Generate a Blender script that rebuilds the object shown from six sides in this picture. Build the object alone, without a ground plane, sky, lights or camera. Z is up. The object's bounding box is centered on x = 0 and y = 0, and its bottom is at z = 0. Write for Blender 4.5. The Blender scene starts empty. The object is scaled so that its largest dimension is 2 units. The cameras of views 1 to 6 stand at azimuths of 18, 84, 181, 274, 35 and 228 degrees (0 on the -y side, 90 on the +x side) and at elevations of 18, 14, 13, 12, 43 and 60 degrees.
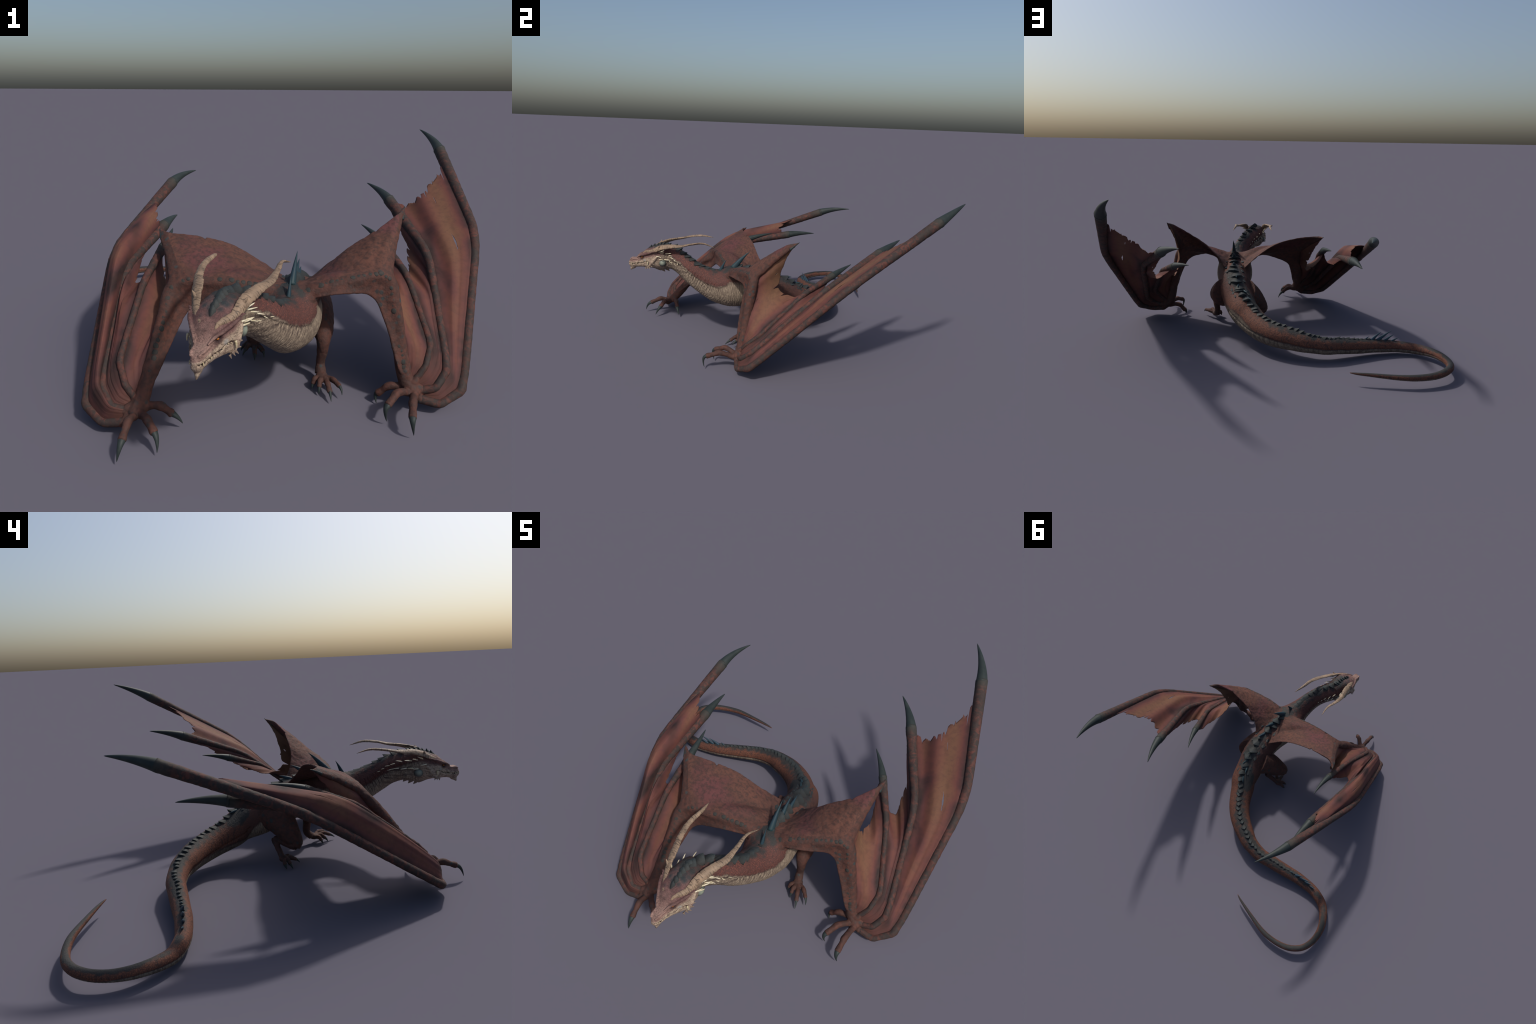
# A winged dragon crouching on its wing hands: head low and forward, tail in a long hook.
# Everything is built from spines, profiles and rules.  Frame: metres, z up, head towards -y.
import bpy, math, random
import numpy as np
from mathutils import Vector, Matrix, noise as mnoise
from mathutils.bvhtree import BVHTree

random.seed(7)
RNG = np.random.RandomState(7)
A = lambda *p: np.array(p, dtype=float)

# ------------------------------------------------------------------ small geometry kit
def unit(v):
    v = np.asarray(v, float)
    return v / max(np.linalg.norm(v), 1e-9)

def catmull(pts, n, extra=None):
    """Resample control rows with a centripetal-like Catmull-Rom spline, even in arc length."""
    P = np.asarray(pts, float)
    seg = np.linalg.norm(np.diff(P[:, :3], axis=0), axis=1)
    t = np.concatenate([[0], np.cumsum(np.maximum(seg, 1e-6))])
    m = np.zeros_like(P)
    for i in range(len(P)):
        a, b = max(i - 1, 0), min(i + 1, len(P) - 1)
        m[i] = (P[b] - P[a]) / (t[b] - t[a])
    u = np.linspace(0, t[-1], n)
    k = np.clip(np.searchsorted(t, u, side="right") - 1, 0, len(P) - 2)
    h = (t[k + 1] - t[k])[:, None]
    s = ((u - t[k])[:, None]) / h
    return ((2*s**3 - 3*s**2 + 1) * P[k] + (s**3 - 2*s**2 + s) * h * m[k]
            + (-2*s**3 + 3*s**2) * P[k + 1] + (s**3 - s**2) * h * m[k + 1])

def chaikin(pts, times=2, cut=0.25):
    P = np.asarray(pts, float)
    for _ in range(times):
        q = P[:-1] * (1 - cut) + P[1:] * cut
        r = P[:-1] * cut + P[1:] * (1 - cut)
        P = np.vstack([P[:1], np.stack([q, r], 1).reshape(-1, P.shape[1])[1:-1], P[-1:]])
    return P

def resample(pts, n):
    P = np.asarray(pts, float)
    d = np.concatenate([[0], np.cumsum(np.linalg.norm(np.diff(P[:, :3], axis=0), axis=1))])
    u = np.linspace(0, d[-1], n)
    return np.stack([np.interp(u, d, P[:, c]) for c in range(P.shape[1])], 1)

def tangents(P):
    T = np.gradient(P, axis=0)
    return T / np.maximum(np.linalg.norm(T, axis=1, keepdims=True), 1e-9)

def frames(P, up=(0, 0, 1)):
    """side, top vectors along a path, the top staying as close as it can to `up`."""
    T = tangents(P)
    up = np.broadcast_to(np.asarray(up, float), P.shape)
    S = np.cross(T, up)
    S /= np.maximum(np.linalg.norm(S, axis=1, keepdims=True), 1e-9)
    return T, S, np.cross(S, T)

def grid_faces(n, m, closed=True):
    F = []
    for i in range(n - 1):
        for j in range(m if closed else m - 1):
            k = (j + 1) % m
            F.append((i*m + j, i*m + k, (i+1)*m + k, (i+1)*m + j))
    return F

def loft_rings(rings):
    """rings: (n, m, 3); closed tube with end caps."""
    n, m, _ = rings.shape
    V = rings.reshape(-1, 3)
    F = grid_faces(n, m)
    V = np.vstack([V, rings[0].mean(0)[None], rings[-1].mean(0)[None]])
    a, b = n*m, n*m + 1
    for j in range(m):
        k = (j + 1) % m
        F.append((a, k, j))
        F.append((b, (n-1)*m + j, (n-1)*m + k))
    return V, F

def tube(P, rx, rz, m=20, up=(0, 0, 1), power=2.0, twist=0.0):
    """Tube on path P with half width rx (sideways) and half height rz (up), superellipse section."""
    n = len(P)
    rx = np.broadcast_to(np.asarray(rx, float), (n,)); rz = np.broadcast_to(np.asarray(rz, float), (n,))
    T, S, U = frames(P, up)
    a = np.linspace(0, 2*np.pi, m, endpoint=False)
    ca, sa = np.cos(a), np.sin(a)
    ca = np.sign(ca) * np.abs(ca) ** (2/power); sa = np.sign(sa) * np.abs(sa) ** (2/power)
    tw = np.linspace(0, 1, n) * twist
    S2 = S*np.cos(tw)[:, None] + U*np.sin(tw)[:, None]
    U2 = U*np.cos(tw)[:, None] - S*np.sin(tw)[:, None]
    R = P[:, None, :] + S2[:, None, :]*(rx[:, None]*ca)[:, :, None] + U2[:, None, :]*(rz[:, None]*sa)[:, :, None]
    return loft_rings(R)

def slab(grid, th):
    """closed sheet: grid (n, m, 3) thickened by th (n, m) to both sides"""
    n, m, _ = grid.shape
    nr = np.cross(np.gradient(grid, axis=0), np.gradient(grid, axis=1))
    nr /= np.maximum(np.linalg.norm(nr, axis=2, keepdims=True), 1e-9)
    V = np.vstack([(grid + nr*th[:, :, None]).reshape(-1, 3), (grid - nr*th[:, :, None]).reshape(-1, 3)])
    top = grid_faces(n, m, closed=False); o = n*m
    F = top + [tuple(i + o for i in f[::-1]) for f in top]
    rim = [i*m for i in range(n)] + [(n-1)*m + j for j in range(1, m)] + [i*m + m - 1 for i in range(n-2, -1, -1)] + list(range(m-2, 0, -1))
    for a, b in zip(rim, rim[1:] + rim[:1]):
        F.append((b, a, a + o, b + o))
    return V, F

def path_tube(pts, n=40, m=20, up=(0, 0, 1), sharp=False):
    """pts rows: x, y, z, r  (or x, y, z, rx, rz)."""
    P = np.asarray(pts, float)
    Q = resample(chaikin(P, 2, .2), n) if sharp else catmull(P, n)
    rx = Q[:, 3]; rz = Q[:, 4] if Q.shape[1] > 4 else rx
    return tube(Q[:, :3], np.maximum(rx, 1e-4), np.maximum(rz, 1e-4), m, up)

def ellipsoid(c, r, rot=None, n=18, m=24):
    th = np.linspace(0.02, np.pi - 0.02, n); ph = np.linspace(0, 2*np.pi, m, endpoint=False)
    R = np.stack([np.stack([np.sin(t)*np.cos(ph)*r[0], np.sin(t)*np.sin(ph)*r[1], np.full(m, np.cos(t)*r[2])], 1) for t in th])
    if rot is not None:
        R = R @ np.asarray(rot).T
    return loft_rings(R[::-1] + np.asarray(c))

def fbm(P, scale, octaves=3, seed=0.0):
    out = np.empty(len(P))
    for i, p in enumerate(np.asarray(P) * scale + seed):
        out[i] = mnoise.fractal(p, 1.0, 2.0, octaves, noise_basis='PERLIN_ORIGINAL')
    return out

def smoothstep(a, b, x):
    t = np.clip((x - a) / (b - a), 0, 1)
    return t*t*(3 - 2*t)

def seg_dist(P, A0, B0):
    """distance of points P to segment A0-B0 and the fraction along it"""
    d = B0 - A0
    t = np.clip(((P - A0) @ d) / max(d @ d, 1e-12), 0, 1)
    return np.linalg.norm(P - (A0 + t[:, None]*d), axis=1), t

def line_dist(P, pts):
    D = np.full(len(P), 9.0)
    for a, b in zip(pts[:-1], pts[1:]):
        D = np.minimum(D, seg_dist(P, a, b)[0])
    return D

def new_mesh(name, V, F, smooth=True):
    me = bpy.data.meshes.new(name)
    me.from_pydata([tuple(v) for v in np.asarray(V)], [], [tuple(int(i) for i in f) for f in F])
    me.update()
    if smooth:
        me.polygons.foreach_set("use_smooth", [True]*len(me.polygons))
    return me

def new_object(name, me, parent=None, mat=None):
    ob = bpy.data.objects.new(name, me)
    bpy.context.scene.collection.objects.link(ob)
    if parent is not None:
        ob.parent = parent
    if mat is not None and me is not None and not me.materials:
        me.materials.append(mat)
    return ob

def merge(parts):
    Vs, Fs, o = [], [], 0
    for V, F in parts:
        Vs.append(np.asarray(V)); Fs += [tuple(i + o for i in f) for f in F]; o += len(V)
    return np.vstack(Vs), Fs

# ------------------------------------------------------------------ material kit
class Nodes:
    def __init__(self, name):
        self.mat = bpy.data.materials.new(name); self.mat.use_nodes = True
        self.t = self.mat.node_tree; self.t.nodes.clear()
        self.out = self.t.nodes.new("ShaderNodeOutputMaterial")
        self.bsdf = self.t.nodes.new("ShaderNodeBsdfPrincipled")
        self.t.links.new(self.bsdf.outputs[0], self.out.inputs[0])
        self.tc = self.t.nodes.new("ShaderNodeTexCoord")
        self.obj = self.tc.outputs["Object"]
    def n(self, kind, **kw):
        nd = self.t.nodes.new(kind)
        for k, v in kw.items():
            setattr(nd, k, v)
        return nd
    def put(self, sock, v):
        if isinstance(v, bpy.types.NodeSocket):
            self.t.links.new(v, sock)
        elif v is not None:
            sock.default_value = v
    def math(self, op, a, b=None, c=None, clamp=False):
        nd = self.n("ShaderNodeMath", operation=op, use_clamp=clamp)
        for s, v in zip(nd.inputs, (a, b, c)):
            self.put(s, v)
        return nd.outputs[0]
    def vmath(self, op, a, b=None, scale=None, out=0):
        nd = self.n("ShaderNodeVectorMath", operation=op)
        self.put(nd.inputs[0], a); self.put(nd.inputs[1], b)
        if scale is not None:
            self.put(nd.inputs["Scale"], scale)
        return nd.outputs[out]
    def mapping(self, scale=(1, 1, 1), rot=(0, 0, 0), loc=(0, 0, 0), vec=None):
        nd = self.n("ShaderNodeMapping")
        self.put(nd.inputs["Vector"], vec or self.obj)
        nd.inputs["Scale"].default_value = scale; nd.inputs["Rotation"].default_value = rot; nd.inputs["Location"].default_value = loc
        return nd.outputs[0]
    def noise(self, scale, detail=4, rough=0.55, vec=None, dist=0.0):
        nd = self.n("ShaderNodeTexNoise")
        self.put(nd.inputs["Vector"], vec or self.obj)
        nd.inputs["Scale"].default_value = scale; nd.inputs["Detail"].default_value = detail
        nd.inputs["Roughness"].default_value = rough; nd.inputs["Distortion"].default_value = dist
        return nd.outputs["Fac"]
    def voronoi(self, scale, feature='F1', out="Distance", vec=None, rand=1.0):
        nd = self.n("ShaderNodeTexVoronoi", feature=feature)
        self.put(nd.inputs["Vector"], vec or self.obj)
        nd.inputs["Scale"].default_value = scale; nd.inputs["Randomness"].default_value = rand
        return nd.outputs[out]
    def wave(self, scale, vec=None, dist=2.0, detail=2.0, dscale=1.5, direction='Y'):
        nd = self.n("ShaderNodeTexWave", wave_type='BANDS', bands_direction=direction)
        self.put(nd.inputs["Vector"], vec or self.obj)
        nd.inputs["Scale"].default_value = scale; nd.inputs["Distortion"].default_value = dist
        nd.inputs["Detail"].default_value = detail; nd.inputs["Detail Scale"].default_value = dscale
        return nd.outputs["Fac"]
    def ramp(self, fac, stops, interp='LINEAR'):
        nd = self.n("ShaderNodeValToRGB"); cr = nd.color_ramp; cr.interpolation = interp
        while len(cr.elements) < len(stops):
            cr.elements.new(0.5)
        for e, (p, c) in zip(cr.elements, stops):
            e.position = p
            e.color = (c, c, c, 1) if isinstance(c, (int, float)) else (*c, 1)
        self.put(nd.inputs[0], fac)
        return nd.outputs["Color"]
    def mix(self, fac, a, b, blend='MIX'):
        nd = self.n("ShaderNodeMix", data_type='RGBA', blend_type=blend)
        self.put(nd.inputs["Factor"], fac)
        for s, v in ((nd.inputs[6], a), (nd.inputs[7], b)):
            self.put(s, (*v, 1) if isinstance(v, tuple) and len(v) == 3 else v)
        return nd.outputs[2]
    def curve(self, x, pts):
        """Float curve y(x) through pts; x and y are remapped to 0..1 for the node and back."""
        xs = [p[0] for p in pts]; ys = [p[1] for p in pts]
        x0, x1, y0, y1 = min(xs), max(xs), min(ys), max(ys)
        if y1 - y0 < 1e-9: y1 = y0 + 1e-6
        fx = self.math('MULTIPLY_ADD', x, 1/(x1 - x0), -x0/(x1 - x0), clamp=True)
        nd = self.n("ShaderNodeFloatCurve"); cv = nd.mapping.curves[0]
        P = sorted(((px - x0)/(x1 - x0), (py - y0)/(y1 - y0)) for px, py in pts)
        while len(cv.points) < len(P):
            cv.points.new(0.5, 0.5)
        for q, (px, py) in zip(cv.points, P):
            q.location = (px, py); q.handle_type = 'VECTOR'
        nd.mapping.update(); nd.inputs["Factor"].default_value = 1
        self.put(nd.inputs["Value"], fx)
        return self.math('MULTIPLY_ADD', nd.outputs[0], y1 - y0, y0)
    def step(self, x, a, b):
        nd = self.n("ShaderNodeMapRange", interpolation_type='SMOOTHSTEP')
        self.put(nd.inputs["Value"], x)
        nd.inputs["From Min"].default_value = a; nd.inputs["From Max"].default_value = b
        return nd.outputs[0]
    def lerp(self, f, a, b):
        nd = self.n("ShaderNodeMix", data_type='FLOAT')
        self.put(nd.inputs[0], f); self.put(nd.inputs[2], a); self.put(nd.inputs[3], b)
        return nd.outputs[0]
    def xyz(self):
        nd = self.n("ShaderNodeSeparateXYZ"); self.put(nd.inputs[0], self.obj)
        return nd.outputs
    def dist_to(self, p):
        return self.vmath('DISTANCE', self.obj, tuple(p), out=1)
    def finish(self, color, rough=0.6, bump=None, strength=0.4, depth=0.002, spec=0.3):
        self.put(self.bsdf.inputs["Base Color"], (*color, 1) if isinstance(color, tuple) else color)
        self.put(self.bsdf.inputs["Roughness"], rough)
        self.bsdf.inputs["Specular IOR Level"].default_value = spec
        if bump is not None:
            b = self.n("ShaderNodeBump"); b.inputs["Strength"].default_value = strength; b.inputs["Distance"].default_value = depth
            self.put(b.inputs["Height"], bump)
            self.t.links.new(b.outputs[0], self.bsdf.inputs["Normal"])
        return self.mat

# ------------------------------------------------------------------ key lines of the animal
HX = 0.1845                              # the head's plane of symmetry
# torso + neck: dorsal point, ventral point, half width
TRUNK = [
    (A(.185, -.760, .576), A(.185, -.765, .424), .056),
    (A(.200, -.700, .570), A(.192, -.705, .422), .060),
    (A(.235, -.640, .548), A(.212, -.668, .408), .058),
    (A(.264, -.585, .518), A(.238, -.636, .386), .057),
    (A(.283, -.530, .486), A(.262, -.602, .352), .058),
    (A(.292, -.480, .464), A(.278, -.556, .315), .063),
    (A(.299, -.430, .450), A(.288, -.495, .272), .074),
    (A(.299, -.380, .450), A(.291, -.425, .230), .096),
    (A(.293, -.310, .462), A(.289, -.355, .206), .117),
    (A(.283, -.225, .454), A(.282, -.265, .207), .119),
    (A(.274, -.145, .432), A(.271, -.170, .215), .108),
    (A(.266, -.080, .415), A(.260, -.085, .195), .100),
    (A(.251, .000, .385), A(.240, -.005, .163), .098),
    (A(.228, .078, .338), A(.212, .062, .132), .094),
]
# tail: centre and radius
TAIL = [(.179, .173, .198, .087), (.145, .213, .174, .083), (.111, .258, .156, .078), (.063, .312, .139, .074),
        (-.001, .360, .126, .070), (-.065, .392, .119, .066), (-.125, .412, .112, .061), (-.185, .430, .103, .055),
        (-.243, .434, .094, .050), (-.316, .429, .083, .047), (-.379, .409, .077, .045), (-.465, .381, .067, .043),
        (-.527, .360, .060, .041), (-.591, .339, .056, .039), (-.654, .325, .051, .037), (-.721, .314, .046, .034),
        (-.781, .317, .043, .032), (-.835, .330, .041, .030), (-.881, .360, .044, .028), (-.927, .408, .048, .025),
        (-.957, .458, .050, .023), (-.974, .516, .052, .021), (-.976, .575, .055, .0205), (-.963, .624, .058, .020),
        (-.938, .661, .057, .0195), (-.903, .693, .055, .019), (-.854, .719, .052, .018), (-.796, .738, .052, .017),
        (-.736, .749, .053, .016), (-.670, .750, .054, .014), (-.602, .745, .056, .012), (-.525, .738, .059, .0095),
        (-.457, .730, .060, .0065), (-.420, .722, .061, .0028)]

rows = [np.concatenate([(D + V)/2, [w, np.linalg.norm(D - V)/2]]) for D, V, w in TRUNK]
rows += [A(x, y, z, r, r*1.04) for x, y, z, r in TAIL]
SPINE = catmull(rows, 420)
# the section plane follows the dorsal-ventral line of the trunk
ups = [unit(D - V) for D, V, w in TRUNK] + [A(0, 0, 1)]*len(TAIL)
UPS = catmull(np.hstack([np.array(rows)[:, :3], np.array(ups)]), 420)[:, 3:]
S_T, S_S, S_U = frames(SPINE[:, :3], UPS)
S_LEN = np.concatenate([[0], np.cumsum(np.linalg.norm(np.diff(SPINE[:, :3], axis=0), axis=1))])
N_TRUNK = int(np.argmin(np.linalg.norm(SPINE[:, :3] - rows[13][:3], axis=1)))

WING = {
    'L': dict(
        f=[[(.800, -.292, .050), (.873, -.295, .042), (.952, -.232, .084), (.980, .291, .563), (.800, .795, .872), (.691, .977, .960)],
           [(.805, -.276, .080), (.852, -.272, .094), (.890, -.213, .150), (.786, .199, .481), (.579, .548, .640), (.450, .707, .692)],
           [(.770, -.275, .105), (.809, -.237, .162), (.822, -.167, .222), (.702, .082, .419), (.575, .274, .497), (.464, .409, .536)]],
        arm=[(.300, -.300, .395, .056, .048), (.390, -.292, .448, .044, .032), (.510, -.252, .486, .036, .0225), (.634, -.203, .492, .031, .025),
             (.670, -.222, .385, .031, .031), (.708, -.245, .230, .027, .028), (.742, -.270, .105, .026, .027)],
        flap=[(.385, -.342, .430), (.476, -.326, .450), (.592, -.243, .436), (.655, -.275, .320), (.715, -.300, .150)],
        spur=(.670, .046, .714), hand=(.775, -.285, .078),
        toes=[[(.735, -.275, .080), (.679, -.283, .074), (.641, -.284, .038), (.642, -.300, .003)],
              [(.750, -.305, .078), (.714, -.361, .096), (.687, -.415, .076), (.689, -.421, .012)],
              [(.775, -.315, .070), (.774, -.395, .092), (.776, -.465, .076), (.786, -.476, .013)]],
        edge_a=[(.670, .046, .714), (.654, -.003, .700), (.620, -.038, .672), (.581, -.070, .643), (.532, -.086, .608), (.473, -.104, .564),
                (.426, -.110, .518), (.374, -.102, .468), (.323, -.070, .404)],
        edge_b=[(.670, .046, .714), (.648, .012, .670), (.637, -.025, .590), (.617, -.040, .510), (.618, -.047, .440), (.622, -.020, .402),
                (.626, .066, .378), (.598, .165, .424), (.572, .225, .458), (.575, .274, .497)],
        edge_c=[(.575, .274, .497), (.622, .225, .450), (.680, .170, .400), (.707, .185, .390), (.698, .245, .430), (.684, .330, .480),
                (.642, .395, .540), (.600, .470, .590), (.579, .548, .640)],
        edge_d=[(.579, .548, .640), (.615, .530, .632), (.667, .517, .634), (.721, .512, .679), (.753, .561, .716), (.780, .610, .755), (.803, .650, .786),
                (.812, .690, .815), (.800, .740, .845), (.800, .795, .872)],
        bulge=(0.0, 0.0, 0.0), hole=(.50, .62)),
    'R': dict(
        f=[[(-.190, -.768, .052), (-.269, -.782, .040), (-.362, -.748, .080), (-.566, -.174, .476), (-.556, .410, .688), (-.513, .627, .723)],
           [(-.195, -.748, .086), (-.240, -.764, .100), (-.305, -.718, .153), (-.435, -.293, .444), (-.482, .149, .517), (-.509, .355, .522)],
           [(-.170, -.712, .112), (-.205, -.718, .166), (-.260, -.662, .227), (-.297, -.388, .435), (-.319, -.167, .514), (-.359, .004, .548)]],
        arm=[(.270, -.300, .395, .056, .048), (.180, -.335, .442, .044, .032), (.030, -.380, .466, .036, .0225), (-.140, -.430, .450, .031, .025),
             (-.146, -.510, .355, .031, .031), (-.150, -.620, .215, .027, .028), (-.152, -.702, .118, .026, .027)],
        flap=[(.190, -.385, .425), (.080, -.420, .425), (-.084, -.432, .366), (-.105, -.545, .260), (-.118, -.690, .150)],
        spur=(-.318, -.197, .597), hand=(-.158, -.738, .088),
        toes=[[(-.125, -.708, .092), (-.078, -.698, .092), (-.041, -.690, .067), (-.008, -.675, .022)],
              [(-.128, -.752, .085), (-.083, -.785, .088), (-.049, -.807, .067), (-.025, -.839, .016)],
              [(-.150, -.765, .082), (-.142, -.819, .093), (-.128, -.881, .071), (-.129, -.918, .015)]],
        edge_a=[(-.318, -.197, .597), (-.285, -.218, .596), (-.243, -.226, .592), (-.138, -.203, .584), (-.010, -.166, .552), (.101, -.135, .486), (.198, -.081, .404)],
        edge_b=[(-.318, -.197, .597), (-.288, -.232, .550), (-.250, -.285, .470), (-.218, -.315, .390), (-.210, -.307, .340), (-.235, -.290, .350),
                (-.285, -.240, .410), (-.312, -.200, .465), (-.319, -.167, .514)],
        edge_c=[(-.319, -.167, .514), (-.335, -.225, .450), (-.362, -.310, .395), (-.385, -.310, .388), (-.403, -.258, .396), (-.416, -.215, .420),
                (-.432, -.150, .450), (-.450, -.050, .480), (-.482, .149, .517)],
        edge_d=[(-.482, .149, .517), (-.474, .115, .530), (-.476, .085, .565), (-.497, .122, .604), (-.503, .132, .610), (-.526, .174, .622), (-.545, .200, .625),
                (-.566, .240, .630), (-.560, .330, .655), (-.556, .410, .688)],
        bulge=(.014, -.012, .060), hole=(.62, .62)),
}
FINGER_R = [(.0180, .0160, .0180, .0200, .0290), (.0165, .0150, .0155, .0172, .0280), (.0135, .0125, .0125, .0138, .0212)]

LEGS = {
    'L': dict(path=[(.315, -.005, .265, .085, .100), (.350, -.065, .245, .070, .085), (.388, -.140, .215, .048, .056), (.404, -.190, .185, .030, .032),
                    (.402, -.192, .130, .022, .024), (.396, -.188, .075, .0195, .021), (.403, -.215, .045, .024, .020)],
              foot=(.412, -.232, .040, .030, .034, .018),
              toes=[[(.408, -.235, .040), (.388, -.262, .040), (.384, -.272, .024), (.382, -.282, .004)],
                    [(.412, -.240, .042), (.413, -.275, .044), (.414, -.296, .028), (.416, -.312, .003)],
                    [(.420, -.238, .042), (.447, -.292, .047), (.462, -.325, .032), (.474, -.356, .010)],
                    [(.425, -.228, .040), (.468, -.262, .048), (.494, -.288, .042), (.509, -.314, .020)]]),
    'R': dict(path=[(.190, -.000, .262, .085, .100), (.150, -.045, .225, .068, .080), (.108, -.095, .165, .052, .058), (.080, -.124, .118, .034, .036),
                    (.092, -.090, .112, .022, .022), (.136, -.012, .126, .017, .017), (.110, -.028, .088, .015, .016), (.066, -.050, .052, .018, .016)],
              foot=(.058, -.058, .046, .026, .028, .018),
              toes=[[(.055, -.050, .045), (.030, -.060, .047), (.012, -.066, .030), (.004, -.074, .008)],
                    [(.055, -.060, .045), (.040, -.080, .045), (.030, -.092, .028), (.022, -.106, .002)],
                    [(.062, -.062, .045), (.078, -.100, .042), (.086, -.122, .030), (.091, -.142, .008)],
                    [(.070, -.055, .045), (.098, -.078, .044), (.114, -.090, .034), (.124, -.106, .010)]]),
}

# ------------------------------------------------------------------ materials
RED = (.150, .052, .036); BROWN = (.100, .046, .036); TEAL = (.032, .050, .054); CREAM = (.300, .235, .170)

def trunk_height(k):
    """-1 at the belly line .. +1 at the back line, from where a point lies along the body."""
    x, y, z = k.xyz()
    ys = [(-.98, .458, .022), (-.955, .456, .032), (-.91, .466, .037), (-.86, .488, .058), (-.80, .498, .075), (-.76, .500, .078), (-.70, .497, .075),
          (-.64, .470, .080), (-.585, .432, .088), (-.53, .392, .096), (-.48, .366, .100), (-.43, .345, .108), (-.38, .336, .118), (-.31, .336, .128),
          (-.225, .332, .123), (-.145, .322, .110), (-.08, .306, .110), (.0, .274, .111), (.08, .235, .104)]
    zc1 = k.curve(y, [(a, b) for a, b, c in ys]); r1 = k.curve(y, [(a, c) for a, b, c in ys])
    out = [t for t in TAIL if t[0] >= -.975 and t[1] < .52]
    zc2 = k.curve(x, [(.235, .232)] + [(t[0], t[2]) for t in out[::2]]); r2 = k.curve(x, [(.235, .1)] + [(t[0], t[3]) for t in out[::2]])
    back = [t for t in TAIL if t[1] >= .6]
    zc3 = k.curve(x, [(t[0], t[2]) for t in back[::2]] + [(-.40, .061)]); r3 = k.curve(x, [(t[0], t[3]) for t in back[::2]] + [(-.40, .003)])
    m1 = k.step(y, .07, .15); m2 = k.step(y, .54, .62)
    zc = k.lerp(m2, k.lerp(m1, zc1, zc2), zc3); r = k.lerp(m2, k.lerp(m1, r1, r2), r3)
    h = k.math('DIVIDE', k.math('SUBTRACT', z, zc), r)
    return h, m1, y

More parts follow.
